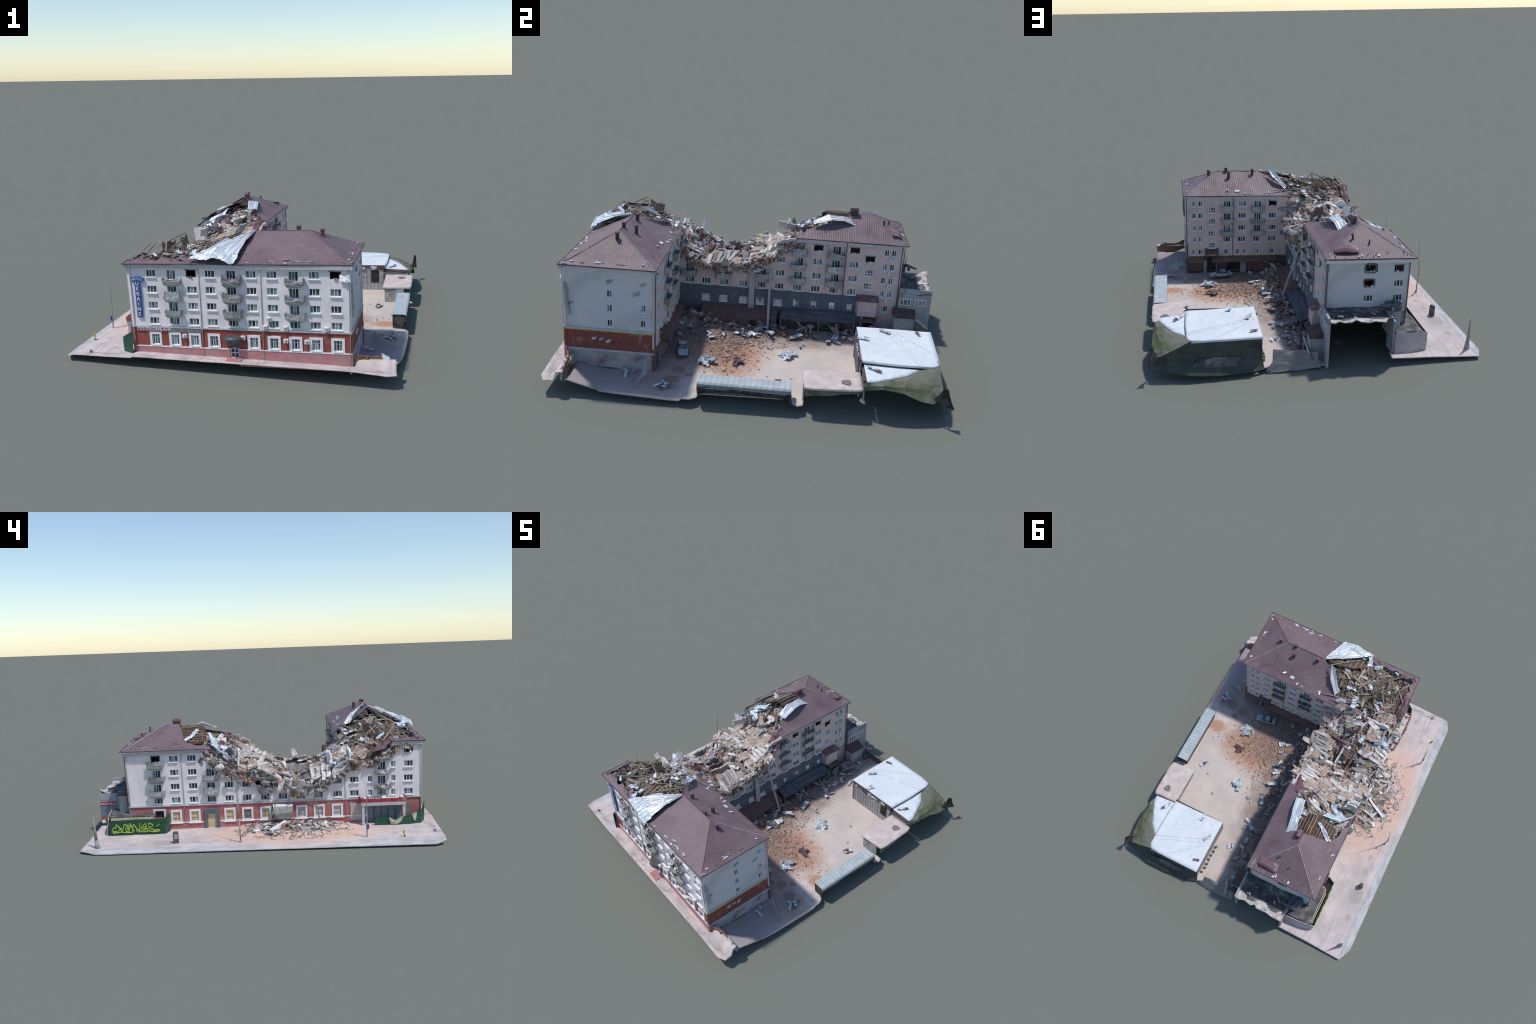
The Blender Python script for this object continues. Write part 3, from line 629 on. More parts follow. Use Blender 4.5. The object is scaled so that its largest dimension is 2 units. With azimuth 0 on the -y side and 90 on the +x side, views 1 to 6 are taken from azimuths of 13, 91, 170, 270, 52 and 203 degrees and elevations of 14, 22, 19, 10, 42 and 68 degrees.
# entrance canopy on the corner
c = Build(); x0, x1 = us(-.560), us(-.815); dp = .080
c.span((x0, -dp, .196), (x1, -.001, .206), 'concrete')
c.span((x0, -dp - .002, .199), (x1, -dp + .002, .219), 'red_sign').span((x0 - .002, -dp, .199), (x0 + .002, -.001, .219), 'red_sign').span((x1 - .002, -dp, .199), (x1 + .002, -.001, .219), 'red_sign')
c.span((x0 + .003, -dp - .001, .178), (x1 - .003, -dp + .012, .197), 'grey_board').span((x0 + .003, -dp + .012, .178), (x0 + .012, -.002, .197), 'grey_board').span((x1 - .012, -dp + .012, .178), (x1 - .003, -.002, .197), 'grey_board')
c.span((x0 + .006, -dp + .002, .06), (x0 + .020, -dp + .018, .178), 'grey_trim').span((x1 - .020, -dp + .002, .06), (x1 - .006, -dp + .018, .178), 'grey_trim')
c.span((x0 - .04, .003, .055), (x1 + .01, .007, .19), 'void').span((x0 + .02, -.014, .06), (x1 - .02, -.010, .18), 'blue_shop')
for i in range(5): c.span((x0 + .04 + i * .04, -.018, .06), (x0 + .043 + i * .04, -.0142, .178), 'metal_dark')
canopy = c.obj('corner_canopy', band_s)
for i in range(10):
    B = Build(); s = rnd.uniform(.008, .02)
    B.box((0, 0, 0), (s * 1.4, s, s * .7), rnd.choice(('concrete', 'rail', 'timber', 'white_trim')), jitter=s * .15); B.obj('canopy_debris', canopy, (rnd.uniform(x0 + .01, x1 - .01), rnd.uniform(-.06, -.01), .206 + s * .25), (0, rnd.uniform(-.3, .3), rnd.uniform(0, 3)))
# crushed kiosk box hanging on the wall
k = Build(); rows = [[(us(-.066), -.048, .186), (us(-.12), -.052, .184), (us(-.178), -.046, .187)], [(us(-.064), -.056, .150), (us(-.12), -.058, .148), (us(-.176), -.055, .15)], [(us(-.072), -.046, .112), (us(-.12), -.05, .110), (us(-.166), -.046, .112)]]
pk = patch(rows, 'rail', 10, .002, .004, seed=3); k.add(pk.v, pk.f, 'balcony')
k.box((us(-.121), -.025, .148), (.106, .048, .074), 'balcony', taper=.84).box((us(-.121), -.025, .187), (.112, .052, .005), 'white_trim').box((us(-.12), -.02, .098), (.06, .035, .03), 'dark_board', taper=.7)
k.obj('crushed_bay_window', band_s)

# --- courtyard face of front wing (faces +Y); u = FX1 - x ---
def uc(x): return FX1 - x
items = []
for z in ROWS:
    items += [('nar', uc(.583), z), ('nar', uc(.542), z)]
    for x in (.268, .066): items.append(('blown' if (x < .1 and z > .45) else 'win', uc(x), z))
    for x in (.368, .166): items.append(('door' if z > .25 else 'win', uc(x), z))
for z in ROWS[1:]:
    for x in (.371, .167): items.append((rnd.choice(('full', 'bent')), uc(x), z - .042))
for z in (.436, .357, .274, .192): items.append(('stair', uc(.467), z))
for z in (.437, .356, .275): items.append(('nar', uc(-.006), z))
for x in (.585, .543, .371, .293, .245, .165, .062): items.append(('nar', uc(x), .146))
items += [('ac', uc(.41), .146), ('ac', uc(.335), .148)]
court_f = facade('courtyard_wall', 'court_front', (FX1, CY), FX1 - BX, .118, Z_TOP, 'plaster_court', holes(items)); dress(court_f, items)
Build().span((0, .004, 0.008), (FX1 - BX, .0125, .118), 'dark_brick').span((0, -.006, 0), (.012, .008, .118), 'dark_brick').span((.115, -.004, 0), (.135, .008, .09), 'garage_wall').span((.20, -.002, .01), (.205, .008, .09), 'garage_wall').span((.245, -.006, 0), (.27, .008, .1), 'dark_brick').span((.36, -.006, 0), (.40, .008, .1), 'garage_wall').span((.27, .002, .02), (.36, .0045, .08), 'void').span((.45, -.010, .008), (FX1 - BX, .0035, .105), 'dark_brick').obj('courtyard_ground_floor', root, (FX1, CY, 0), (0, 0, ROT['court_front']))
B = Build()
for a, b in ((.012, .118), (.17, .60)):
    B.add([(a, 0, .117), (b, 0, .117), (b, -.044, .098), (a, -.044, .098), (a, 0, .112), (b, 0, .112), (b, -.044, .088), (a, -.044, .088)], [(0, 3, 2, 1), (4, 5, 6, 7), (0, 1, 5, 4), (1, 2, 6, 5), (2, 3, 7, 6), (3, 0, 4, 7)], 'dark_brick')
B.span((0, -.003, .118), (FX1 - BX, .001, .121), 'yellow'); B.obj('ledge_roof', court_f)
B = Build(); a, b = uc(.515), uc(.425)
B.add([(a, 0, .172), (b, 0, .172), (b, -.040, .150), (a, -.040, .150), (a, 0, .166), (b, 0, .166), (b, -.040, .142), (a, -.040, .142)], [(0, 3, 2, 1), (4, 5, 6, 7), (0, 1, 5, 4), (1, 2, 6, 5), (2, 3, 7, 6), (3, 0, 4, 7)], 'garage_fascia')
B.span((a + .005, -.030, .1), (a + .010, -.0, .145), 'dark_brick').span((b - .010, -.03, .1), (b - .005, 0, .145), 'dark_brick').span((a + .02, .001, .02), (b - .02, .004, .11), 'void').obj('porch_roof', court_f)
strip('cornice', 'court_front', (FX1, CY), -.008, uc(-.03), Z_TOP - .004, Z_TOP + .010, 'grey_trim', .005)
for x in (.632, .328): drain(court_f, uc(x), .02, .515, 'pipe_dark')

# --- east end wall (faces +X); u = y - FY ---
ue = lambda y: y - FY
L_E = CY - FY
items = [('nar', ue(-.693), z) for z in (.393, .318, .240)] + [('nar', ue(-.530), z) for z in (.328, .248)]
end_e = facade('end_wall', 'end_east', (FX1 - .004, FY), L_E, Z_BAND, Z_TOP + .004, 'plaster_end', holes(items)); dress(end_e, items)
facade('ground_floor_wall', 'end_east', (FX1 - .004, FY), L_E, .095, Z_BAND, 'red_end', [])
facade('plinth', 'end_east', (FX1 - .005, FY), L_E, 0.0, .095, 'grey_plinth', [])
strip('string_course', 'end_east', (FX1 - .004, FY), 0, L_E, Z_BAND - .003, Z_BAND + .006, 'grey_trim', .006)
strip('gas_pipe', 'end_east', (FX1 - .004, FY), 0, L_E, Z_BAND - .008, Z_BAND - .004, 'yellow', .006)
strip('plinth_moulding', 'end_east', (FX1 - .004, FY), 0, L_E, .091, .098, 'grey_trim', .006)
patch([[(FX1 - .008, FY - .004, .44), (FX1 + .004, FY + .01, .44)], [(FX1 - .008, FY - .008, .36), (FX1 + .012, FY + .02, .36)], [(FX1 - .008, FY - .004, .28), (FX1 + .004, FY + .03, .27)]], 'grey_plinth', 8, .003, .006).obj('bulged_facing', root)
for y, z, s in ((-.77, .152, .022), (-.735, .150, .02), (-.70, .142, .024), (-.53, .45, .02), (-.69, .455, .025), (-.88, .33, .025), (-.56, .40, .03)):
    B = patch([[(FX1 - .004, y - s * .6, z + s * .2), (FX1 - .004, y + s * .6, z + s * .6)], [(FX1 + .002, y - s * .5, z - s * .1), (FX1 + .003, y + s * .5, z + s * .25)], [(FX1 - .004, y - s * .6, z - s * .5), (FX1 - .004, y + s * .5, z - s * .1)]], 'grey_plinth' if z > .2 else 'grey_trim', 6, .002, .004, seed=int(y * 100))
    B.obj('blistered_render', root)

# --- courtyard face of rear wing (faces +X); u = y - CY ---
ub = lambda y: y - CY
COURT_TOP = [(-.474, .43), (-.45, .42), (-.40, .356), (-.30, .325), (-.18, .335), (-.077, .365), (.0, .395), (.017, .42), (.03, .45), (.074, .49), (.10, .514), (.765, .514)]
def court_top(u): return lerp_table(COURT_TOP, u + CY)
items = []
for ci, y in enumerate((-.42, -.325, -.222, -.113, -.010, .091, .193, .297, .399, .499)):
    for ri, z in enumerate(ROWS):
        if court_top(ub(y)) < z + .02: continue
        balc = ci in (0, 2, 4, 6, 8) and ri >= 1
        kind = 'door' if balc else 'win'
        if ri == 3 and y in (.193, .297, .499): kind = 'blown'
        items.append((kind, ub(y), z))
for y, zs in ((.193, (1, 2, 3)), (.399, (1, 2, 3)), (-.01, (1,)), (-.222, (1,)), (-.42, (1,))):
    for ri in zs: items.append((rnd.choice(('full', 'bent')), ub(y), ROWS[ri] - .042))
for z in (.434, .354, .274): items.append(('blown' if z > .4 else 'stair', ub(.587), z))
for z in ROWS: items += [('nar' if z < .45 else 'blown', ub(.670), z), ('nar', ub(.711), z)] if z < .45 else [('nar', ub(.675), z), ('nar', ub(.714), z)]
items += [('nar', ub(.70), .145)]
for z in (.205, .285, .365, .445): items.append(('ac', ub(.702), z))
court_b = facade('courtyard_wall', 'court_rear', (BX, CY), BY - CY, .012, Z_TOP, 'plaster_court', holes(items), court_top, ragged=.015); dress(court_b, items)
strip('cornice', 'court_rear', (BX, CY), ub(.13), ub(BY) + .01, Z_TOP - .004, Z_TOP + .010, 'grey_trim', .012)
for y in (.452, .757): drain(court_b, ub(y), .03, .515, 'pipe_dark')
Build().rod((ub(.347), -.003, .23), (ub(.347), -.003, .51), .0016, .0016, 'rib').rod((ub(-.27), -.003, .23), (ub(-.27), -.003, .33), .0016, .0016, 'rib').rod((ub(.44), -.003, .23), (ub(.44), -.003, .5), .0014, .0014, 'rib').obj('conduit', court_b)
# slate-blue ground-floor extension
gw = [(y, .138) for y in (-.323, -.222, -.108, -.012, .089)] ; gs = [(y, .141) for y in (.192, .294, .396, .496)]
slate = facade('extension_wall', 'court_rear', (BX + .005, CY), .53 - CY, .012, .206, 'slate', [(ub(y), z, .046, .036) for y, z in gw] + [(ub(y), z, .030, .040) for y, z in gs], thick=.0045)
gw = [(y, .138) for y, _ in gw]; gs = [(y, .141) for y, _ in gs]
for y, z in gw: place('window', rnd.choice(WIN_STAIR), slate, (ub(y), 0, z))
for y, z in gs:
    B = Build().box((0, .006, 0), (.030, .002, .04), 'glass').box((0, .004, 0), (.03, .003, .003), 'frame').box((-.0135, .004, 0), (.003, .003, .04), 'frame').box((.0135, .004, 0), (.003, .003, .04), 'frame')
    if y == .396: B.box((0, .0045, .012), (.026, .002, .016), 'frame')
    B.obj('sash_window', slate, (ub(y), 0, z))
Build().span((BX + .0005, CY, .2045), (BX + .008, .531, .209), 'slate').obj('extension_coping', root)
for y in (-.062,): Build().span((BX + .006, y - .016, .085), (BX + .022, y + .016, .345), 'grey_plinth').obj('vent_duct', root)
Build().box((0, 0, 0), (.011, .013, .34), 'grey_plinth', jitter=.002).obj('fallen_duct', root, (.024, .042, .172), (.02, -.30, 0))
# long lean-to canopy
B = Build(); a, b = .11, .53
lt = patch([[(-.030, a, .106), (-.030, .25, .110), (-.030, .40, .112), (-.030, b, .112)], [(.012, a, .096), (.012, .25, .092), (.014, .40, .100), (.014, b, .098)], [(.048, a, .076), (.054, .25, .074), (.052, .40, .084), (.050, b, .080)]], 'lean_to', 16, .006, .008, seed=71)
B.add(lt.v, lt.f, 'lean_to')
for y in (.115, .22, .33, .44, .525): B.span((.038, y - .004, .008), (.044, y + .004, .070), 'dark_board')
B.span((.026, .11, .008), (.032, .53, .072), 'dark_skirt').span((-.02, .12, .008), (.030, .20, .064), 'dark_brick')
B.obj('lean_to_roof', root)
# low wrecked brick lean-to
B = Build(); B.add([(-.030, -.34, .100), (-.030, .09, .104), (.050, .09, .074), (.052, -.34, .064), (-.030, -.34, .007), (-.030, .09, .007), (.050, .09, .005), (.052, -.34, .004)], [(0, 3, 2, 1), (0, 1, 5, 4), (1, 2, 6, 5), (2, 3, 7, 6), (3, 0, 4, 7)], 'dark_brick')
B.span((.03, .046, .005), (.0515, .060, .064), 'void').span((.03, -.06, .005), (.0525, -.03, .052), 'void').obj('wrecked_lean_to', root)
# oriel with purple roof
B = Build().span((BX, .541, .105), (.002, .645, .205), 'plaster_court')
B.add([(BX, .530, .222), (BX, .652, .222), (.014, .655, .204), (.014, .528, .204), (BX, .530, .215), (BX, .652, .215), (.014, .655, .198), (.014, .528, .198)], [(0, 3, 2, 1), (4, 5, 6, 7), (0, 1, 5, 4), (1, 2, 6, 5), (2, 3, 7, 6), (3, 0, 4, 7)], 'roof_scrap')
B.add([(BX, .550, .106), (BX, .650, .106), (.030, .650, .088), (.030, .550, .088), (BX, .55, .098), (BX, .65, .098), (.03, .65, .08), (.03, .55, .08)], [(0, 3, 2, 1), (4, 5, 6, 7), (0, 1, 5, 4), (1, 2, 6, 5), (2, 3, 7, 6), (3, 0, 4, 7)], 'garage_fascia')
B.span((BX, .56, .01), (.01, .575, .105), 'dark_board').span((BX - .001, .575, .01), (BX + .003, .64, .1), 'void')
oriel = B.obj('oriel', root); place('window', WIN[1], oriel, (.0022, .593, .162), (0, 0, math.pi / 2), (.9, .3, 1))

# --- north end wall of rear wing (faces +Y); u = BX - x ---
un = lambda x: BX - x
items = [('win', un(-.257), .308), ('blown', un(-.257), .392), ('blown', un(-.262), .473), ('win', un(-.413), .308), ('win', un(-.413), .388), ('blown', un(-.410), .470)]
end_n = facade('end_wall', 'end_north', (BX, BY), BX - SX, .235, Z_TOP, 'plaster_end', holes(items)); dress(end_n, items)
for x, z, w, h in ((-.262, .473, .075, .056), (-.257, .392, .065, .05)):
    B = Build(); n = 18; vs = [(x_, 0, z_) for x_, z_ in [((w / 2) * math.copysign(abs(math.cos(t)) ** .45, math.cos(t)) * rnd.uniform(.9, 1.05), (h / 2) * math.copysign(abs(math.sin(t)) ** .45, math.sin(t)) * rnd.uniform(.9, 1.08)) for t in [2 * math.pi * i / n for i in range(n)]]]
    B.add(vs + [(x_ * .74, -.0012, z_ * .68) for x_, _, z_ in vs], [(i, (i + 1) % n, n + (i + 1) % n, n + i) for i in range(n)], 'charred'); B.obj('scorched_reveal', end_n, (un(x), -.0006, z))
strip('cornice', 'end_north', (BX, BY), -.01, BX - SX + .012, Z_TOP - .008, Z_TOP + .012, 'white_trim', .014)
Build().rod((un(-.463), -.005, .20), (un(-.463), -.005, .515), .0025, .0025, 'pipe_dark').rod((un(-.037), -.005, .20), (un(-.037), -.005, .515), .0025, .0025, 'pipe_dark').obj('drainpipe', end_n, smooth=True)
Build().span((SX, BY - .01, .13), (-.36, BY, .236), 'annex_wall').obj('lower_end_wall', root)

# ------------------------------------------------------------------ roofs
def ridge_z(d): return .531 + .38 * min(d, .04) + .52 * max(0, d - .04)
def dA(x, y): return min(y + .930, -.466 - y, .653 - x, x + .484)
def dB(x, y): return min(x + .490, -.020 - x, .788 - y)
def roof_noise(x, y): return .0022 * fract(x * 14, y * 14, 3) + .0035 * noise.noise(Vector((x * 6, y * 6, 9)))
def zA(x, y): return ridge_z(dA(x, y)) + roof_noise(x, y)
def zB(x, y): return ridge_z(dB(x, y)) + roof_noise(x + 5, y)
def keyA(x, y): return 'roof_y' if .653 - x < min(y + .930, -.466 - y) else 'roof_x'
def keyB(x, y): return 'roof_x' if .788 - y < min(x + .490, -.020 - x) else 'roof_y'
outA = [(.653, -.930), (.653, -.466), (-.045, -.466), (-.040, -.50), (-.02, -.535), (.0, -.575), (.05, -.62), (.085, -.66), (.140, -.692), (.135, -.74), (.115, -.80), (.105, -.86), (.07, -.885), (.03, -.870), (-.02, -.892), (-.07, -.872), (-.12, -.895), (-.16, -.880), (-.20, -.850), (-.235, -.893), (-.29, -.878), (-.315, -.905), (-.36, -.885), (-.40, -.862), (-.43, -.895), (-.458, -.88), (-.440, -.83), (-.462, -.80), (-.446, -.765), (-.462, -.735), (-.484, -.752), (-.484, -.930)]
roofA = place('front_roof', sheet_mesh('front_roof', outA, zA, .014, .004, 'roof_x', [[(.65, -.926), (.424, -.696)], [(.65, -.466), (.424, -.696)], [(.424, -.696), (.16, -.696)], [(.60, -.892), (.12, -.892)], [(.61, -.50), (.0, -.50)]], keyA, smooth=False), root)
outB = [(-.020, .788), (-.490, .788), (-.492, .300), (-.478, .272), (-.455, .30), (-.450, .36), (-.425, .41), (-.40, .43), (-.36, .44), (-.30, .452), (-.262, .47), (-.235, .465), (-.20, .455), (-.175, .40), (-.145, .33), (-.115, .28), (-.10, .235), (-.075, .215), (-.06, .175), (-.020, .168)]
roofB = place('rear_roof', sheet_mesh('rear_roof', outB, zB, .014, .004, 'roof_y', [[(-.02, .784), (-.252, .552)], [(-.484, .784), (-.252, .552)], [(-.252, .552), (-.252, .48)], [(-.45, .75), (-.054, .75)]], keyB, smooth=False), root)
# gutters and soffits
Build().span((-.484, -.930, .524), (.653, -.900, .529), 'grey_trim').span((.630, -.898, .524), (.652, -.468, .529), 'grey_trim').span((-.04, -.482, .524), (.629, -.467, .529), 'grey_trim').span((-.484, -.898, .524), (-.46, -.75, .529), 'grey_trim').obj('soffit', roofA)
Build().span((-.492, .30, .524), (-.455, .79, .529), 'grey_trim').span((-.45, .755, .524), (-.021, .788, .529), 'grey_trim').span((-.048, .17, .524), (-.021, .754, .529), 'grey_trim').obj('soffit', roofB)
def gutter(parent, pts):
    B = Build()
    for a, b in zip(pts, pts[1:]): B.rod(a, b, .0025, .0025, 'chimney', 6)
    B.obj('gutter', parent)
gutter(roofA, [(-.485, -.755, .531), (-.485, -.931, .531), (.654, -.931, .531), (.654, -.466, .531), (-.04, -.466, .531)])
gutter(roofB, [(-.020, .17, .531), (-.020, .789, .531), (-.491, .789, .531), (-.493, .30, .531)])
# pale hip flashings
def flashing(parent, pts, zf, r=.0022, key='rail'):
    B = Build()
    for a, b in zip(pts, pts[1:]):
        n = 6
        for i in range(n):
            p, q = [Vector(a).lerp(Vector(b), t) for t in (i / n, (i + 1) / n)]
            B.rod((p.x, p.y, zf(p.x, p.y) + .001), (q.x, q.y, zf(q.x, q.y) + .001), r, r, key, 5)
    B.obj('hip_flashing', parent)
flashing(roofA, [(.64, -.476), (.424, -.696)], zA, .0016); flashing(roofA, [(.64, -.916), (.424, -.696)], zA, .0014, 'roof_scrap'); flashing(roofA, [(.424, -.696), (.16, -.696)], zA, .002, 'roof_scrap')
flashing(roofB, [(-.03, .774), (-.252, .552)], zB, .0022); flashing(roofB, [(-.474, .774), (-.252, .552)], zB, .002); flashing(roofB, [(-.05, .72), (-.045, .78)], zB, .002)
# chimneys
def chimney(parent, x, y, z0, z1, w=.017, d=.014):
    B = Build().box((0, 0, (z1 - z0) / 2), (w, d, z1 - z0), 'chimney').box((0, 0, z1 - z0), (w * 1.3, d * 1.3, .004), 'chimney').box((0, 0, z1 - z0 + .004), (w * 1.1, d * 1.1, .005), 'roof_scrap', taper=1.3)
    B.obj('chimney', parent, (x, y, z0), (0, 0, rnd.uniform(-.2, .2)))
chimney(roofA, .478, -.692, .60, .648); chimney(roofA, .362, -.690, .63, .664); chimney(roofA, .348, -.630, .60, .648); chimney(roofA, .186, -.664, .62, .662)
B = Build().box((0, 0, .022), (.022, .044, .075), 'chimney').box((0, 0, .062), (.026, .05, .008), 'roof_scrap').box((0, 0, .070), (.022, .044, .010), 'roof_scrap', taper=1.2)
B.obj('chimney', roofB, (-.228, .487, .598))
Build().rod((0, 0, 0), (0.004, .002, .045), .0055, .005, 'chimney', 8).rod((.004, .002, .044), (.004, .002, .048), .007, .007, 'chimney', 8).obj('vent_pipe', roofB, (-.190, .655, .575), (0, .1, 0))
Build().rod((0, 0, 0), (-.002, .002, .034), .005, .0045, 'chimney', 8).obj('vent_pipe', roofB, (-.262, .69, .565))
# dented eyebrow in the north hip
patch([[(-.07, .745, .556), (-.13, .748, .560), (-.20, .75, .552)], [(-.075, .735, .566), (-.13, .735, .574), (-.20, .74, .562)], [(-.08, .70, .572), (-.13, .695, .577), (-.20, .70, .573)]], 'roof_scrap', 8, .003).obj('dented_tiles', roofB)
Build().box((-.135, .751, .552), (.11, .006, .006), 'void').obj('dented_gap', roofB)
def scrap_mesh(seed, key):
    r = random.Random(seed); w, l = r.uniform(.012, .022), r.uniform(.03, .05)
    rows = [[(-w + r.uniform(-.006, .006), -l + 2 * l * j / 3, r.uniform(0, .012)), (r.uniform(-.006, .006), -l + 2 * l * j / 3 + r.uniform(-.006, .006), r.uniform(.002, .02)), (w + r.uniform(-.006, .006), -l + 2 * l * j / 3, r.uniform(0, .012))] for j in range(4)]
    return patch(rows, key, 8, .0014, .008, seed=seed).mesh('metal_scrap')
RIM_SCRAP = [scrap_mesh(80 + i, 'roof_scrap' if i else 'sheet') for i in range(3)]
# scraps and laths lying on the roofs
for i in range(46):
    on_a = i < 28; zf, par = (zA, roofA) if on_a else (zB, roofB)
    if on_a: x, y = (rnd.uniform(.10, .64), rnd.uniform(-.925, -.895)) if i < 12 else ((rnd.uniform(.60, .645), rnd.uniform(-.92, -.50)) if i < 20 else (rnd.uniform(.05, .6), rnd.uniform(-.53, -.47)))
    else: x, y = (rnd.uniform(-.47, -.04), rnd.uniform(.73, .78)) if i < 38 else (rnd.uniform(-.475, -.43), rnd.uniform(.45, .78))
    lath = (i % 3 == 0) if on_a else (i % 4 != 0)
    B = Build().box((0, 0, 0), (rnd.uniform(.02, .05) if lath else rnd.uniform(.012, .035), .0025 if lath else rnd.uniform(.004, .010), .0025), 'timber' if lath else 'sheet', jitter=.0006)
    B.obj('lath' if lath else 'metal_scrap', par, (x, y, zf(x, y) + .003), (rnd.uniform(-.2, .2), rnd.uniform(-.2, .2), rnd.uniform(-.5, .5) + (0 if (on_a and i < 12) else 1.2)))
for i in range(26):   # torn debris spilling over the broken rim
    x = rnd.uniform(-.47, .06); y = rnd.uniform(-.915, -.865); kd = i % 3
    if kd == 0: place('metal_scrap', rnd.choice(RIM_SCRAP), roofA, (x, y, zA(x, y) + .003), (rnd.uniform(-.3, .3), rnd.uniform(-.3, .3), rnd.uniform(0, 6.3)), (.45, .45, .5))
    else: Build().box((0, 0, 0), (rnd.uniform(.02, .06), .0025, .0025), 'timber', jitter=.0005).obj('lath', roofA, (x, y, zA(x, y) + .005), (rnd.uniform(-.3, .3), rnd.uniform(-.3, .3), rnd.uniform(0, 3.1)))
Build().box((0, 0, 0), (.03, .02, .003), 'scrap').obj('skylight', roofA, (.30, -.515, zA(.30, -.515) + .002), (-.40, 0, 0))

# folded-back roof sheets
patch([[(.146, -.698, .656), (.140, -.705, .658), (.136, -.700, .654)], [(.125, -.80, .622), (.06, -.79, .628), (.03, -.775, .615)], [(.105, -.90, .572), (.00, -.885, .600), (-.08, -.875, .582)], [(.090, -.950, .546), (-.02, -.945, .562), (-.135, -.930, .556)]], 'sheet', 20, .002, .020, ribs=7, seed=2).obj('folded_roof_sheet', roofA, smooth=False)
patch([[(.092, -.665, .672), (.045, -.640, .664)], [(.052, -.580, .622), (.005, -.585, .618)], [(-.015, -.520, .566), (-.035, -.560, .572)]], 'sheet', 12, .002, .010, ribs=3, seed=5).obj('folded_roof_sheet', roofA)
patch([[(-.105, .262, .594), (-.165, .255, .600)], [(-.120, .36, .625), (-.180, .34, .636)], [(-.138, .43, .616), (-.19, .42, .628)], [(-.143, .495, .592), (-.205, .478, .612)]], 'sheet', 12, .002, .006, ribs=3, seed=8).obj('folded_roof_sheet', roofB)
patch([[(-.29, .355, .618), (-.315, .35, .608)], [(-.335, .385, .600), (-.365, .375, .592)], [(-.395, .432, .572), (-.425, .42, .566)]], 'sheet', 10, .002, .012, seed=4).obj('folded_roof_sheet', roofB)
patch([[(-.30, .30, .588), (-.33, .25, .565)], [(-.42, .27, .535), (-.44, .23, .52)], [(-.485, .17, .475), (-.50, .14, .465)]], 'sheet', 10, .002, .02, seed=14).obj('folded_roof_sheet', roofB)
patch([[(-.47, .28, .528), (-.46, .33, .532)], [(-.50, .22, .50), (-.478, .26, .51)], [(-.497, .13, .42), (-.49, .16, .43)]], 'roof_scrap', 10, .003, .012, seed=15).obj('sagging_eave', roofB)
patch([[(-.488, -.76, .534), (-.44, -.75, .550)], [(-.496, -.70, .500), (-.44, -.69, .520)], [(-.492, -.60, .45), (-.44, -.62, .47)]], 'roof_scrap', 10, .003, .016, seed=6).obj('sagging_eave', roofA)
patch([[(-.025, .20, .532), (-.10, .22, .552)], [(-.022, .15, .510), (-.10, .15, .515)], [(-.020, .11, .480), (-.09, .10, .490)]], 'roof_scrap', 10, .003, .02, seed=7).obj('sagging_eave', roofB)

# ------------------------------------------------------------------ collapsed middle: rubble surface by lanes across the wing
LANES = [
 (-.478, [(-.90, .538), (-.80, .530), (-.735, .485), (-.65, .438), (-.57, .424), (-.50, .428), (-.47, .375), (-.40, .350), (-.30, .335), (-.265, .300), (-.20, .288), (-.12, .318), (-.06, .378), (.02, .388), (.09, .385), (.16, .402), (.22, .418), (.28, .455), (.33, .510), (.45, .53)]),
 (-.36, [(-.88, .548), (-.75, .544), (-.65, .508), (-.57, .470), (-.50, .452), (-.44, .425), (-.36, .400), (-.29, .358), (-.22, .325), (-.15, .352), (-.05, .388), (.04, .408), (.12, .430), (.20, .470), (.30, .525), (.45, .565)]),
 (-.275, [(-.88, .550), (-.75, .558), (-.65, .538), (-.57, .506), (-.50, .482), (-.44, .460), (-.38, .430), (-.31, .392), (-.27, .345), (-.24, .27), (-.17, .26), (-.14, .365), (-.05, .390), (.05, .420), (.14, .455), (.20, .492), (.26, .532), (.34, .575), (.47, .60)]),
 (-.22, [(-.88, .548), (-.75, .556), (-.65, .545), (-.57, .512), (-.50, .484), (-.44, .455), (-.38, .428), (-.33, .400), (-.27, .365), (-.24, .28), (-.17, .265), (-.14, .372), (-.05, .392), (.05, .428), (.14, .468), (.20, .503), (.26, .540), (.34, .58), (.47, .605)]),
 (-.13, [(-.87, .552), (-.75, .578), (-.65, .573), (-.56, .532), (-.50, .480), (-.44, .438), (-.38, .395), (-.32, .377), (-.26, .364), (-.20, .358), (-.15, .362), (-.08, .380), (.0, .412), (.07, .448), (.15, .492), (.22, .532), (.30, .567), (.45, .58)]),
 (-.01, [(-.87, .552), (-.75, .588), (-.65, .582), (-.56, .546), (-.49, .505), (-.46, .430), (-.42, .378), (-.36, .358), (-.28, .340), (-.22, .334), (-.15, .345), (-.08, .374), (.0, .398), (.04, .424), (.10, .468), (.16, .507), (.3, .525)]),
 (.14, [(-.87, .556), (-.75, .600), (-.65, .595), (-.56, .552), (-.48, .515)])]
def bed_base(x, y):
    if x <= LANES[0][0]: return lerp_table(LANES[0][1], y)
    for (xa, ta), (xb, tb) in zip(LANES, LANES[1:]):
        if x <= xb:
            f = (x - xa) / (xb - xa); return lerp_table(ta, y) * (1 - f) + lerp_table(tb, y) * f
    return lerp_table(LANES[-1][1], y)
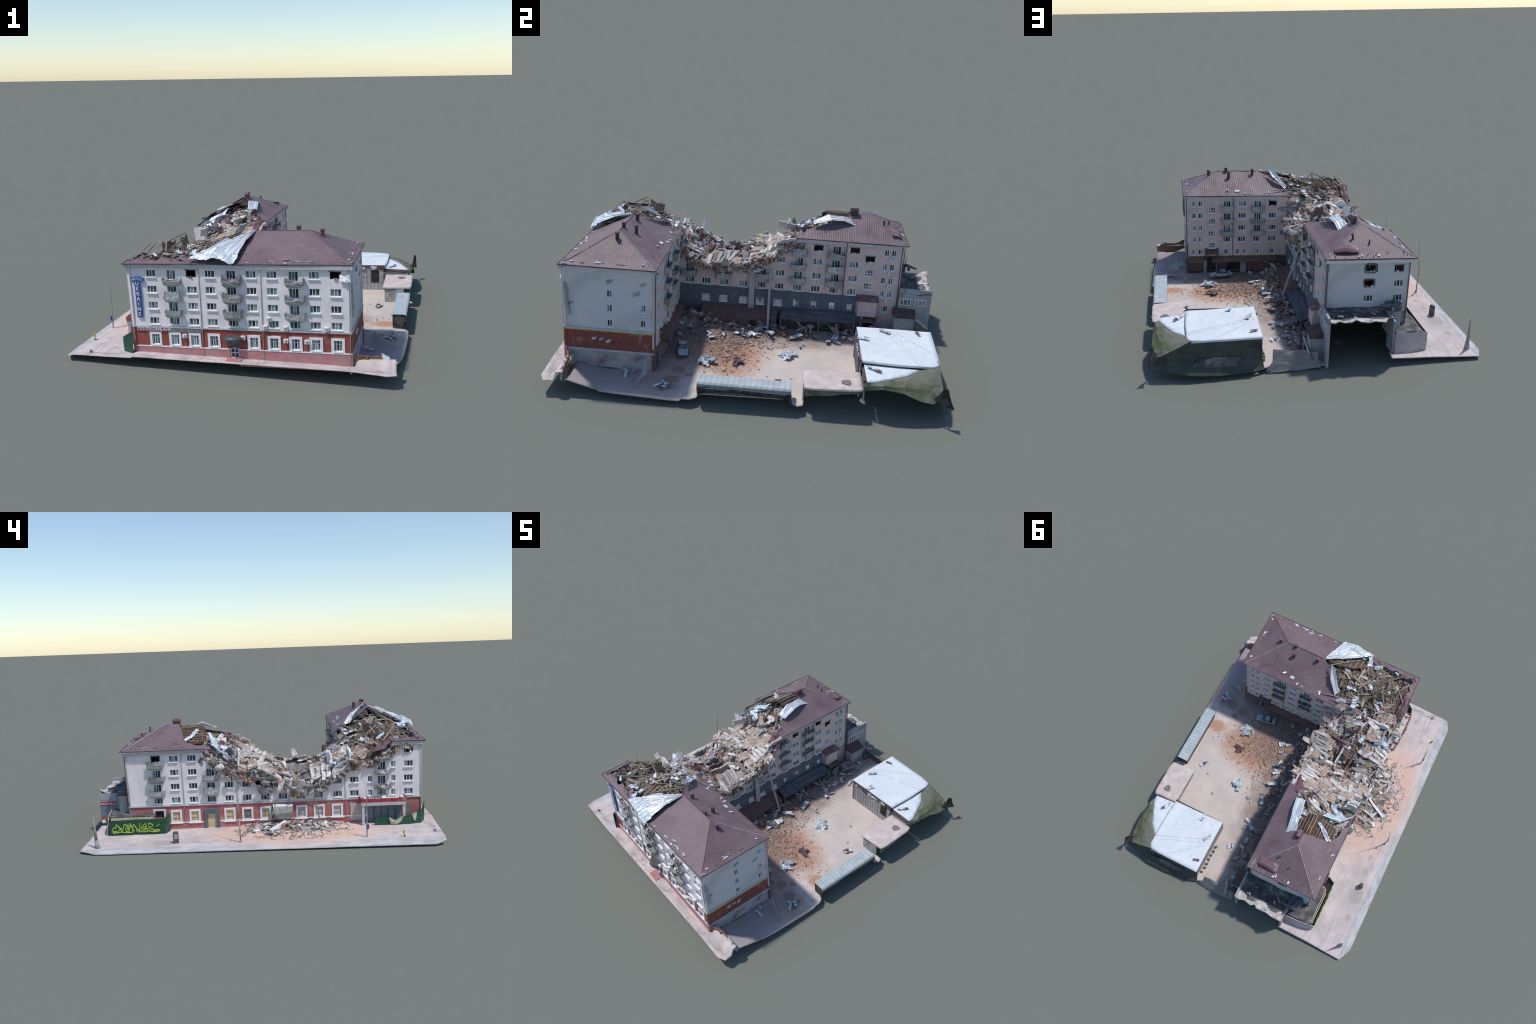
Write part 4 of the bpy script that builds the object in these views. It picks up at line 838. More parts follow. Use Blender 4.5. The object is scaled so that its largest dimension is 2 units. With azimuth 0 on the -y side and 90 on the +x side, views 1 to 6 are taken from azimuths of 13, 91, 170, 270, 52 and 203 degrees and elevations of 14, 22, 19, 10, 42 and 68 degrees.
def bed_z(x, y):
    n = .016 * fract(x * 11, y * 11, 1.3) + .010 * fract(x * 40, y * 40, 7)
    c = noise.cell(Vector((x * 32 + y * 9, y * 26 - x * 6, 0)))     # blocky steps
    return bed_base(x, y) + n * (0.9 if y < -.55 else 1) + .020 * (c - .5) * (.6 if y < -.55 else 1)
bed_out = [(-.478, -.86), (-.488, -.72), (-.484, -.60), (-.486, -.48), (-.498, -.40), (-.502, -.28), (-.502, -.15), (-.492, -.02), (-.484, .1), (-.478, .25), (-.468, .34), (-.44, .44), (-.25, .47), (-.12, .45), (-.055, .25), (-.028, .13), (-.006, .06), (.004, -.05), (.010, -.12), (-.004, -.20), (.010, -.28), (-.006, -.34), (-.004, -.38), (-.034, -.455), (-.036, -.50), (.03, -.58), (.11, -.66), (.135, -.75), (.10, -.86), (-.2, -.868)]
bed = place('collapsed_rubble', sheet_mesh('collapsed_rubble', bed_out, bed_z, .0068, .02, 'rubble', keyfun=lambda x, y: 'attic' if y < -.515 + .05 * fract(x * 12, y * 12, 5) else 'rubble', smooth=False, jag=.004, drop=.03), root)
bed['kind'] = 'stuff'

def bed_rot(x, y, yaw, wild=0.15):
    e = .012; gx = (bed_base(x + e, y) - bed_base(x - e, y)) / (2 * e); gy = (bed_base(x, y + e) - bed_base(x, y - e)) / (2 * e)
    n = Vector((-max(-.9, min(.9, gx)), -max(-.9, min(.9, gy)), 1)).normalized() + Vector((rnd.uniform(-1, 1), rnd.uniform(-1, 1), 0)) * wild
    n.normalize(); xax = Vector((math.cos(yaw), math.sin(yaw), 0)); xax = (xax - n * xax.dot(n)).normalized()
    return Matrix((xax, n.cross(xax), n)).transposed().to_euler()

def slab_mesh(l, w, t, seed, key='concrete'):
    """Floor plank broken at its ends, edges chipped."""
    r = random.Random(seed); B = Build(); n = 7; V = []
    for i in range(n + 1):
        x = -l / 2 + l * i / n; e = .004 if i in (0, n) else .0012
        for sy, sz in ((-1, -1), (1, -1), (1, 1), (-1, 1)):
            V.append((x + r.uniform(-e, e) * (3 if i in (0, n) else 1), sy * w / 2 + r.uniform(-e, e), sz * t / 2 + r.uniform(-.0008, .0008) + .002 * math.sin(i * .7 + seed)))
    F = [(0, 3, 2, 1), tuple(4 * n + k for k in (0, 1, 2, 3))]
    for i in range(n):
        for k in range(4): F.append((4 * i + k, 4 * i + (k + 1) % 4, 4 * i + 4 + (k + 1) % 4, 4 * i + 4 + k))
    return B.add(V, F, key).mesh('floor_slab')
def chunk_mesh(seed, key='concrete'):
    r = random.Random(seed); B = Build(); V, n = [], 7
    for z, s in ((-.5, .8), (-.15, 1.05), (.25, 1), (.5, .7)):
        for i in range(n):
            a = 2 * math.pi * i / n + r.uniform(-.25, .25); q = s * r.uniform(.6, 1.1) * .55; V.append((q * math.cos(a), q * math.sin(a) * .8, z * r.uniform(.75, 1.15) * .8))
    F = [(k * n + i, k * n + (i + 1) % n, (k + 1) * n + (i + 1) % n, (k + 1) * n + i) for k in range(3) for i in range(n)] + [tuple(range(n - 1, -1, -1)), tuple(range(3 * n, 4 * n))]
    return B.add(V, F, key).mesh('masonry_chunk')
def beam_mesh(seed):
    r = random.Random(seed); B = Build(); n = 5; V = []; l = 1.0; b = r.uniform(-.03, .03)
    for i in range(n + 1):
        x = -.5 + i / n; s = .5 if i in (0, n) else 1; o = b * math.sin(math.pi * i / n)
        for sy, sz in ((-1, -1), (1, -1), (1, 1), (-1, 1)): V.append((x + (r.uniform(-.03, .03) if i in (0, n) else 0), sy * .5 * s * r.uniform(.7, 1.1), sz * .5 * s * r.uniform(.7, 1.1)))
    F = [(0, 3, 2, 1), tuple(4 * n + k for k in (0, 1, 2, 3))] + [(4 * i + k, 4 * i + (k + 1) % 4, 4 * i + 4 + (k + 1) % 4, 4 * i + 4 + k) for i in range(n) for k in range(4)]
    return B.add(V, F, 'timber').mesh('timber_beam')
SLABS = [slab_mesh(.10, .024, .008, i) for i in range(4)] + [slab_mesh(.07, .03, .009, 10 + i) for i in range(3)] + [slab_mesh(.055, .045, .007, 20 + i) for i in range(2)]
CHUNKS = [chunk_mesh(i) for i in range(8)] + [chunk_mesh(50 + i, 'brick') for i in range(3)] + [chunk_mesh(60 + i, 'white_trim') for i in range(2)]
BEAMS = [beam_mesh(i) for i in range(6)]
SCRAPS = [scrap_mesh(i, 'scrap') for i in range(5)] + [scrap_mesh(30 + i, 'sheet') for i in range(3)]
PURPLE = [scrap_mesh(60 + i, 'roof_scrap') for i in range(4)]

def on_bed(): 
    while True:
        x, y = rnd.uniform(-.50, .10), rnd.uniform(-.86, .44)
        if inside((x, y), bed_out): return x, y
def beam_at(a, b, w=.006, parent=bed, mesh=None, name='timber_beam'):
    a, b = Vector(a), Vector(b); d = b - a; q = d.to_track_quat('X', 'Z')
    return place(name, mesh or rnd.choice(BEAMS), parent, (a + b) / 2, q.to_euler(), (d.length, w, w * rnd.uniform(.6, 1)))

# floor planks: fans lying along the slopes on both sides of the V
for i in range(120):
    while True:
        x, y = on_bed()
        if -.52 < y < .25 and not (-.31 < x < -.18 and -.34 < y < -.10): break
    yaw = rnd.choice((math.pi / 2 * 0, 0, 0, math.pi / 2)) + rnd.gauss(0.1, .35)
    s = rnd.uniform(.75, 1.5)
    place('floor_slab', rnd.choice(SLABS), bed, (x, y, bed_base(x, y) + rnd.uniform(-.004, .007)), bed_rot(x, y, yaw, .34), (s, s * rnd.uniform(.6, 1), rnd.uniform(.8, 1.5)))
# ordered rows of planks that slid together
def plank_row(x, y, z, n, dx, dy, dz, rot, l=1.0, jit=.08):
    for i in range(n):
        place('floor_slab', rnd.choice(SLABS[:4]), bed, (x + dx * i, y + dy * i, z + dz * i), tuple(a + rnd.gauss(0, jit) for a in rot), (l * rnd.uniform(.8, 1.15), rnd.uniform(.9, 1.1), rnd.uniform(1, 1.4)))
plank_row(-.496, -.115, .300, 7, .0, -.024, -.003, (math.pi / 2, 1.25, math.pi / 2), .72, .12)     # hanging over the street
plank_row(-.455, -.30, .352, 5, -.002, -.030, .006, (0, -.55, 0), 1.0)
plank_row(-.42, .06, .412, 6, .0, -.027, -.006, (-.25, -.05, .1), 1.05)
plank_row(-.33, .08, .428, 6, .0, -.027, -.010, (-.36, .05, .1), .95)
plank_row(-.10, -.05, .394, 6, .0, .026, .013, (.42, .0, -.2), 1.0)
plank_row(-.09, -.19, .370, 6, .01, -.024, -.001, (.05, .3, -.25), 1.2)
for k in range(4): plank_row(-.016 - .006 * k, -.04 + .02 * (k % 2), .326 + .0095 * k, 8, .001, -.036, .0, (0, .05, math.pi / 2), .40, .05)
plank_row(-.445, .28, .472, 5, .0, -.03, -.012, (-.3, -.25, .1), .8)
# broad floor panels with brick dust and screed on top
def panel_mesh(l, w, seed):
    r = random.Random(seed); n = 9; B = Build(); top = []; N = n + 1
    for j in range(N):
        for i in range(N):
            x, y = l * (i / n - .5), w * (j / n - .5); e = .005 if i in (0, n) or j in (0, n) else .001
            top.append((x + r.uniform(-e, e), y + r.uniform(-e, e), .004 + .003 * fract(x * 60, y * 60, seed) - .010 * (2 * x / l) ** 2 * r.uniform(.3, 1)))
    K = N * N; F = [(j * N + i, j * N + i + 1, (j + 1) * N + i + 1, (j + 1) * N + i) for j in range(n) for i in range(n)]
    B.add(top, F, 'screed')
    rim = [i for i in range(n)] + [j * N + n for j in range(n)] + [n * N + i for i in range(n, 0, -1)] + [j * N for j in range(n, 0, -1)]
    m = len(rim); rv = [top[k] for k in rim]
    B.add(rv + [(x * .97, y * .97, z - r.uniform(.008, .014)) for x, y, z in rv], [(m + i, m + (i + 1) % m, (i + 1) % m, i) for i in range(m)] + [tuple(range(2 * m - 1, m - 1, -1))], 'concrete')
    return B.mesh('floor_panel')
PANELS = [panel_mesh(.12, .085, 1), panel_mesh(.10, .10, 2), panel_mesh(.14, .07, 3)]
for x, y, a in ((-.075, -.285, -.3), (-.055, -.165, -.2), (-.07, -.045, -.25), (-.06, .035, .1), (-.39, .035, .15), (-.37, -.045, .1), (-.14, .10, .3), (-.30, .12, 0), (-.22, .045, .5), (-.43, .11, .3), (-.40, -.34, .2), (-.43, -.28, .9), (-.15, -.44, .1), (-.07, -.50, .4), (-.38, -.44, .1), (-.33, .20, .6), (-.45, -.02, .9), (-.17, -.05, 1.2), (-.40, -.58, .2)):
    s_ = rnd.uniform(.75, 1.1); place('floor_panel', rnd.choice(PANELS), bed, (x, y, bed_base(x, y) + .010), bed_rot(x, y, a, .10), (s_, s_, 1))
# standing wall remnants
def stump(c, s, rot=(0, 0, 0), key='concrete'):
    B = Build(); nx, nz = 8, 6; r = rnd; V = []; F = []
    prof = [s[2] * (1 - .45 * abs(noise.noise(Vector((c[0] * 9 + i * .6, c[1] * 9, 3))))) for i in range(nx + 1)]
    for d in (-.5, .5):
        for i in range(nx + 1):
            for j in range(nz + 1): V.append((s[0] * (i / nx - .5) + r.uniform(-.002, .002), s[1] * d + r.uniform(-.001, .001), prof[i] * j / nz))
    N = (nz + 1); K = (nx + 1) * N
    for i in range(nx):
        for j in range(nz): a = i * N + j; F += [(a, a + N, a + N + 1, a + 1), (K + a + 1, K + a + N + 1, K + a + N, K + a)]
        F += [(i * N + nz, (i + 1) * N + nz, K + (i + 1) * N + nz, K + i * N + nz)]
    for j in range(nz): F += [(j, j + 1, K + j + 1, K + j), (nx * N + j + 1, nx * N + j, K + nx * N + j, K + nx * N + j + 1)]
    B.add(V, F, key).obj('wall_remnant', bed, c, rot)
stump((-.445, .125, .425), (.075, .010, .095), (.1, 0, .1), 'white_trim'); stump((-.42, .10, .46), (.10, .012, .05), (.15, .1, 1.4))
stump((-.225, -.385, .395), (.045, .018, .085), (0, .05, .2), 'dark_brick'); stump((-.17, -.31, .335), (.11, .012, .065), (.1, 0, -.15), 'dark_brick')
stump((-.36, -.515, .425), (.16, .010, .060), (0, 0, 0), 'white_trim'); stump((-.285, -.47, .42), (.09, .010, .07), (0, 0, 1.2)); stump((-.42, -.40, .385), (.05, .01, .10), (0, .1, .4), 'white_trim')
stump((-.30, -.21, .23), (.14, .012, .11), (0, 0, 1.45), 'dark_brick'); stump((-.215, -.22, .24), (.13, .012, .13), (0, 0, 1.5)); stump((-.255, -.325, .27), (.08, .012, .13), (0, 0, .1), 'dark_board')
stump((-.335, -.665, .54), (.07, .008, .055), (.3, 0, .4), 'attic'); stump((-.25, -.64, .55), (.05, .006, .06), (-.3, 0, 1.2), 'attic'); stump((-.08, -.47, .36), (.10, .012, .14), (0, 0, .05), 'dark_board'); stump((-.40, .16, .475), (.10, .012, .04), (0, .1, .3), 'dark_board')
stump((-.345, .145, .50), (.022, .018, .05), (0, 0, .2)); stump((-.20, .14, .53), (.06, .02, .03), (0, 0, 1)); stump((-.08, -.27, .335), (.08, .012, .045), (0, .2, 1.3))
for i in range(75):
    x, y = on_bed()
    if y < -.54 and rnd.random() < .85: continue
    s = rnd.uniform(.010, .030)
    place('masonry_chunk', rnd.choice(CHUNKS), bed, (x, y, bed_z(x, y) + s * .15), (rnd.uniform(-.5, .5), rnd.uniform(-.5, .5), rnd.uniform(0, 6.3)), (s * rnd.uniform(.8, 1.6), s, s * rnd.uniform(.5, .9)))
# overhanging lumps along the street and courtyard breaks
for i in range(60):
    if i < 34: y = rnd.uniform(-.72, .31); x = -.484 - rnd.uniform(0, .02)
    else: y = rnd.uniform(-.44, .10); x = rnd.uniform(-.04, .008)
    s = rnd.uniform(.012, .032); z = bed_base(x, y) - rnd.uniform(.0, .05)
    place('masonry_chunk', rnd.choice(CHUNKS[:11]), bed, (x, y, z), (rnd.uniform(-1, 1), rnd.uniform(-1, 1), rnd.uniform(0, 6.3)), (s * 1.3, s, s * .7))
for y, z in ((.262, .455), (.225, .425), (-.02, .375), (.03, .36), (-.03, .325)):   # wrecked upper balconies
    s = .05; place('masonry_chunk', CHUNKS[int(abs(y) * 100) % 8], bed, (-.487, y, z), (.2, .3, y * 9), (s * 1.1, s * 1.4, s * .8))
# splintered roof timbers on the front wing's corner and the rear break
for i in range(225):
    if i < 165: x, y = rnd.uniform(-.45, .10), rnd.uniform(-.86, -.50); 
    elif i < 200: x, y = rnd.uniform(-.45, -.12), rnd.uniform(.16, .43)
    else: x, y = on_bed()
    if not inside((x, y), bed_out): continue
    l = rnd.uniform(.04, .14); a = rnd.choice((0, math.pi / 2, .8, -.8)) + rnd.gauss(0, .3); el = rnd.gauss(.0, .15)
    d = Vector((math.cos(a) * math.cos(el), math.sin(a) * math.cos(el), math.sin(el))) * l / 2
    p = Vector((x, y, bed_z(x, y) + .003 + abs(d.z) * .6)); beam_at(p - d, p + d, rnd.choice((.0022, .003, .0035, .005)))
for a, b in (((-.44, -.84, .55), (-.40, -.74, .600)), ((-.45, -.70, .53), (-.36, -.78, .60)), ((-.30, -.80, .56), (-.33, -.70, .615)), ((-.385, -.69, .565), (-.229, -.69, .636)), ((-.229, -.69, .636), (-.175, -.69, .585)), ((-.229, -.69, .636), (-.235, -.66, .575)), ((-.36, -.67, .555), (-.335, -.64, .60)), ((-.30, -.74, .565), (-.25, -.66, .60)), ((-.34, -.62, .55), (-.28, -.70, .605)),
             ((.07, -.50, .56), (-.20, -.55, .56)), ((.0, -.49, .55), (-.28, -.50, .545)), ((.10, -.66, .655), (-.05, -.82, .60)), ((.09, -.60, .62), (-.06, -.66, .60)), ((-.47, .10, .30), (-.50, .29, .49)), ((-.50, .12, .36), (-.485, .20, .44)), ((-.49, -.45, .42), (-.46, -.60, .47)), ((-.47, .26, .49), (-.50, .03, .38)), ((-.50, -.10, .25), (-.53, -.04, .10)), ((-.50, -.30, .24), (-.56, -.33, .09)), ((-.50, .05, .33), (-.495, -.06, .22))):
    beam_at(a, b, .007)
PLANKS = [slab_mesh(.10, .011, .0022, 300 + i, 'timber') for i in range(4)]
for i in range(44):
    x, y = (rnd.uniform(-.44, .08), rnd.uniform(-.85, -.53)) if i < 34 else (rnd.uniform(-.43, -.15), rnd.uniform(.18, .40))
    if not inside((x, y), bed_out): continue
    sc = rnd.uniform(.7, 1.7); place('plank', rnd.choice(PLANKS), bed, (x, y, bed_z(x, y) + .004), bed_rot(x, y, rnd.uniform(0, 6.3), .28), (sc, rnd.uniform(.7, 1.8), 1))
for x, y, z, a, sc in ((-.20, -.70, .558, .4, 1.1), (-.10, -.62, .565, 1.9, 1.0), (-.30, -.60, .512, 1.1, 1.0), (-.15, -.55, .53, .2, 1.1)):
    place('metal_scrap', rnd.choice(SCRAPS[5:]), bed, (x, y, z), (rnd.uniform(-.25, .25), rnd.uniform(-.25, .25), a), (sc, sc, sc * .9))
# stripped roof slopes: boarding with rafters and battens
def stripped(name, parent, outline, zf, x0, x1, y0, y1, step_a, step_b, along_x):
    p = place(name, sheet_mesh(name, outline, lambda x, y: zf(x, y) - .016 + .006 * fract(x * 20, y * 20, 4), .012, .003, 'boarding', smooth=False, jag=.006), parent)
    n = int((y1 - y0) / step_a); 
    for i in range(n + 1):
        y = y0 + i * step_a; xs = [x0 + (x1 - x0) * k / 24 for k in range(25)]
        seg = [x for x in xs if inside((x, y), outline)]
        if len(seg) > 2: beam_at((seg[0], y, zf(seg[0], y) - .008), (seg[-1], y, zf(seg[-1], y) - .008), .0032, p, name='batten')
    n = int((x1 - x0) / step_b)
    for i in range(n + 1):
        x = x0 + i * step_b; ys = [y0 + (y1 - y0) * k / 24 for k in range(25)]
        seg = [y for y in ys if inside((x, y), outline)]
        if len(seg) > 2: beam_at((x, seg[0], zf(x, seg[0]) - .006), (x, seg[-1], zf(x, seg[-1]) - .006), .0042, p, name='rafter')
stripped('stripped_slope', roofA, [(.140, -.70), (.108, -.86), (-.06, -.875), (-.15, -.86), (-.13, -.80), (-.05, -.74), (.04, -.70)], zA, -.15, .14, -.88, -.70, .017, .032, True)
stripped('stripped_slope', roofA, [(.13, -.69), (.05, -.625), (.0, -.60), (.02, -.68)], zA, .0, .13, -.69, -.60, .02, .03, True)
stripped('stripped_slope', roofB, [(-.27, .47), (-.40, .43), (-.42, .34), (-.38, .30), (-.30, .31), (-.22, .33), (-.18, .40), (-.20, .46)], zB, -.42, -.18, .30, .47, .026, .02, False)
# bright metal scraps and purple tile scraps
for i in range(58):
    if i < 14: x, y = rnd.uniform(-.44, .06), rnd.uniform(-.84, -.50)
    elif i < 40: x, y = rnd.uniform(-.44, -.10), rnd.uniform(.15, .40)
    else: x, y = on_bed()
    if not inside((x, y), bed_out): continue
    s = rnd.uniform(.35, .95)
    place('metal_scrap', rnd.choice(SCRAPS if i % 4 else PURPLE), bed, (x, y, bed_z(x, y) + .004), bed_rot(x, y, rnd.uniform(0, 6.3), .25), (s, s, s * .7))
for x, y, z, s, a in ((-.13, -.865, .565, 1.2, .3), (-.20, -.85, .562, .9, 2), (.01, -.82, .575, .8, 1), (-.35, .20, .498, 1.2, .5), (-.40, .22, .485, 1.3, 1.2), (-.38, .26, .515, 1.1, 2.4), (-.45, -.42, .40, 1.2, .9), (-.06, .11, .480, .9, .4), (-.10, .17, .512, .9, 1.8), (-.18, .21, .528, .9, .2), (-.06, -.52, .53, 1.2, 2)):
    place('metal_scrap', rnd.choice(PURPLE if (x > -.19 and y > .05) else SCRAPS[5:]), bed, (x, y, z), (rnd.uniform(-.3, .3), rnd.uniform(-.3, .3), a), (s, s, s * 1.4))
# small fragments
B = Build()
for i in range(3800):
    x, y = on_bed()
    if -.31 < x < -.18 and -.32 < y < -.12: continue
    s = .0018 + .007 * rnd.random() ** 2; wood = y < -.52
    if wood and rnd.random() < .4: continue
    B.box((x, y, bed_z(x, y) + s * .3), (s * rnd.uniform(1, 5 if wood else 3), s * (.6 if wood else 1), s * .6), rnd.choice(('timber', 'timber', 'attic', 'dark_board', 'scrap', 'roof_scrap') if wood else ('concrete', 'concrete', 'screed', 'rubble', 'brick', 'white_trim', 'timber', 'dark_board')), Euler((rnd.uniform(-.8, .8), rnd.uniform(-.8, .8), rnd.uniform(0, 3.1))).to_matrix())
B.obj('rubble_fragments', bed)['kind'] = 'stuff'

# ------------------------------------------------------------------ ground
def street_z(x, y):
    if y < -.90 and x > -.46: z = lerp_table([(-.46, .070), (.63, .041), (.85, .019)], x)
    else: z = .0645
    if x < -.785: z -= (.0165 - .006 * y) * min(1, (-.785 - x) / .055)
    z += .0012 * fract(x * 9, y * 9, 2)
    # street-side rubble mound
    e = ((x + .53) / .19) ** 2 + ((y + .17) / .31) ** 2 + .35 * fract(x * 9, y * 9, 14)
    if e < 1 and x < -.46: z += .022 * (1 - e) ** .9 + .013 * fract(x * 30, y * 30, 5) * min(1, 1 - e) ** .4
    return z
pave_out = [(-.844, -.915), (-.812, -.974), (-.46, -.985), (.40, -.978), (.80, -.977), (.842, -.955), (.832, -.866), (.642, -.866), (.638, -.905), (-.458, -.905), (-.458, .635), (-.545, .64), (-.545, .885), (-.35, .895), (-.345, .962), (-.55, .965), (-.800, .976), (-.842, .885), (-.842, .3), (-.843, -.3)]
pavement = place('street_pavement', sheet_mesh('street_pavement', pave_out, street_z, .0125, .003, 'pavement', [[(-.786, -.95), (-.786, .95)]], lambda x, y: 'rubble' if ((x + .53) / .17) ** 2 + ((y + .17) / .29) ** 2 < .75 + .5 * fract(x * 16, y * 16, 8) else 'pavement'), root)
def yard_z(x, y):
    z = .001 + .0012 * fract(x * 8, y * 8, 11)
    if x > .78: z += .006 * math.sin(y * 5)
    if y < -.60: z = z - .008 * min(1, (-.60 - y) / .2)
    if y < -.72: z += .026 * min(1, (-.72 - y) / .12)
    if x > .80 and -.7 < y < -.3: z -= .2 * (x - .80)
    e = ((x - .0) / .13) ** 2 + ((y + .42) / .12) ** 2
    if e < 1: z += .045 * (1 - e) + .015 * fract(x * 25, y * 25, 4) * (1 - e) ** .5
    e = ((x - .02) / .20) ** 2 + ((y + .20) / .33) ** 2
    if e < 1: z += .014 * (1 - e) + .020 * max(0, fract(x * 17, y * 17, 6)) * (1 - e) ** .5 + .006 * fract(x * 50, y * 50, 2)
    e = ((x - .30) / .26) ** 2 + ((y + .12) / .17) ** 2
    if e < 1: z += .004 * (1 - e) + .005 * fract(x * 30, y * 30, 9) * (1 - e) ** .5
    if y > .50: z += .020 * min(1, (y - .50) / .25)
    return max(z, .0085 + .010 * y - .048 * x)
yard_out = [(.642, -.862), (.826, -.862), (.852, -.60), (.858, -.37), (.856, -.265), (.838, -.235), (.80, -.22), (.80, .20), (.832, .21), (.856, .235), (.844, .262), (.69, .268), (.686, .52), (.64, .53), (.318, .532), (.312, .90), (.30, .93), (.24, .905), (.04, .91), (-.02, .925), (-.02, -.483), (.63, -.483), (.632, -.86)]
yard = place('courtyard_ground', sheet_mesh('courtyard_ground', yard_out, yard_z, .0115, .004, 'courtyard'), root)
# kerb-side artefacts: fragments, long white beams on the street pile
B = Build()
for i in range(1900):
    a, r_ = rnd.uniform(0, 6.283), rnd.random() ** .6; x, y = -.56 + .19 * r_ * math.cos(a), -.17 + .34 * r_ * math.sin(a)
    if fract(x * 10, y * 10, 3) < -.25: continue
    if x > -.472: continue
    s = .0014 + .005 * rnd.random() ** 2; B.box((x, y, street_z(x, y) + s * .3), (s * rnd.uniform(1, 6), s, s * .6), rnd.choice(('concrete', 'screed', 'rubble', 'timber', 'timber', 'dark_board', 'scrap', 'rubble')), Euler((rnd.uniform(-.7, .7), rnd.uniform(-.7, .7), rnd.uniform(0, 3.1))).to_matrix())
B.obj('street_rubble', pavement)['kind'] = 'stuff'
for i in range(74):
    a, r_ = rnd.uniform(0, 6.283), rnd.random() ** .6; x, y = -.56 + .13 * r_ * math.cos(a), -.17 + .27 * r_ * math.sin(a)
    if x > -.475: continue
    if i % 2:
        s = rnd.uniform(.010, .028); place('masonry_chunk', rnd.choice(CHUNKS), pavement, (x, y, street_z(x, y) + s * .2), (rnd.uniform(-.5, .5), rnd.uniform(-.5, .5), rnd.uniform(0, 6)), (s * 1.5, s, s * .7))
    else:
        l = rnd.uniform(.03, .10); d = Vector((math.cos(a * 2), math.sin(a * 2), rnd.uniform(-.1, .25))) * l / 2; beam_at(Vector((x, y, street_z(x, y) + .008)) - d, Vector((x, y, street_z(x, y) + .008)) + d, rnd.uniform(.003, .006), pavement)
place('concrete_lintel', slab_mesh(.165, .016, .012, 77, 'white_trim'), pavement, (-.602, -.086, 0.096), (0, -.05, math.atan2(-.076, .135)))
place('concrete_lintel', slab_mesh(.10, .014, .011, 78), pavement, (-.56, -.23, 0.096), (0, -.1, .9)); place('concrete_lintel', slab_mesh(.09, .016, .010, 79), pavement, (-.62, -.26, 0.086), (0, .1, 1.4))
place('concrete_lintel', slab_mesh(.11, .014, .010, 80), pavement, (-.60, -.02, 0.084), (0, .1, 1.2))
for i in range(16):
    x, y = rnd.uniform(-.66, -.49), rnd.uniform(-.40, .04); place('floor_slab', rnd.choice(SLABS[:7]), pavement, (x, y, street_z(x, y) + rnd.uniform(.002, .010)), (rnd.uniform(-.3, .3), rnd.uniform(-.05, .45), rnd.gauss(0, .7)), (rnd.uniform(.6, 1.2), rnd.uniform(.5, .9), .8))
for i in range(7):
    x, y = rnd.uniform(-.66, -.50), rnd.uniform(-.38, .04); place('metal_scrap', rnd.choice(SCRAPS), pavement, (x, y, street_z(x, y) + .006), (rnd.uniform(-.3, .3), rnd.uniform(-.3, .3), rnd.uniform(0, 6.3)), (.6, .6, .6))
place('floor_slab', SLABS[4], pavement, (-.55, -.34, 0.083), (.2, .1, .5))
# courtyard debris
for y, w, h in ((-.36, .07, .05), (-.24, .06, .035), (-.02, .05, .035), (.08, .05, .03), (.26, .04, .02), (.46, .05, .025), (.60, .05, .035), (.70, .05, .045)):
    for i in range(4):
        px, py = rnd.uniform(.015, .075), y + rnd.uniform(-w, w); q = rnd.uniform(.02, .036)
        place('masonry_chunk', rnd.choice(CHUNKS[:8]), yard, (px, py, yard_z(px, py) + q * .4 + h * rnd.uniform(.1, .5)), (rnd.uniform(-.5, .5), rnd.uniform(-.5, .5), rnd.uniform(0, 6)), (q * 1.6, q * 1.2, q * .8))
        a = rnd.uniform(0, 6.3); d = Vector((math.cos(a), math.sin(a), rnd.uniform(.2, .9))) * rnd.uniform(.02, .045); p = Vector((px + .02, py, yard_z(px, py) + .012 + abs(d.z))); place('plank', rnd.choice(PLANKS), yard, p, d.to_track_quat('X', 'Z').to_euler(), (rnd.uniform(.5, 1), 1, 1))
B = Build()
for i in range(3800):
    q = rnd.random()
    if q < .55: x, y = rnd.uniform(.0, .30), rnd.gauss(-.18, .17)
    elif q < .85: x, y = rnd.gauss(.36, .12), rnd.gauss(-.14, .08)
    else: x, y = rnd.uniform(.0, .14), rnd.uniform(.1, .88)
    if x < .002 or y < -.46 or y > .88 or x > .74: continue
    s = .0012 + .0042 * rnd.random() ** 2; B.box((x, y, yard_z(x, y) + s * .25), (s * rnd.uniform(1, 5), s, s * .5), rnd.choice(('brick', 'brick', 'screed', 'timber', 'scrap', 'dark_brick', 'dark_brick', 'dark_board', 'rubble')), Euler((rnd.uniform(-.5, .5), rnd.uniform(-.5, .5), rnd.uniform(0, 3.1))).to_matrix())
B.obj('courtyard_fragments', yard)['kind'] = 'stuff'
for i in range(90):
    if i < 62: x, y = abs(rnd.gauss(.06, .08)) + .005, rnd.uniform(-.45, .10)
    else: x, y = rnd.uniform(.02, .13), rnd.uniform(.12, .85)
    if i % 3: s = rnd.uniform(.012, .035); place('masonry_chunk', rnd.choice(CHUNKS), yard, (x, y, yard_z(x, y) + s * .32), (rnd.uniform(-.6, .6), rnd.uniform(-.6, .6), rnd.uniform(0, 6)), (s * 1.5, s, s * .7))
    else:
        l = rnd.uniform(.03, .11); a = rnd.uniform(0, 6.3); d = Vector((math.cos(a), math.sin(a), rnd.uniform(-.1, .5))) * l / 2; p = Vector((x, y, yard_z(x, y) + .008 + abs(d.z) * .5)); beam_at(p - d, p + d, rnd.uniform(.003, .006), yard)
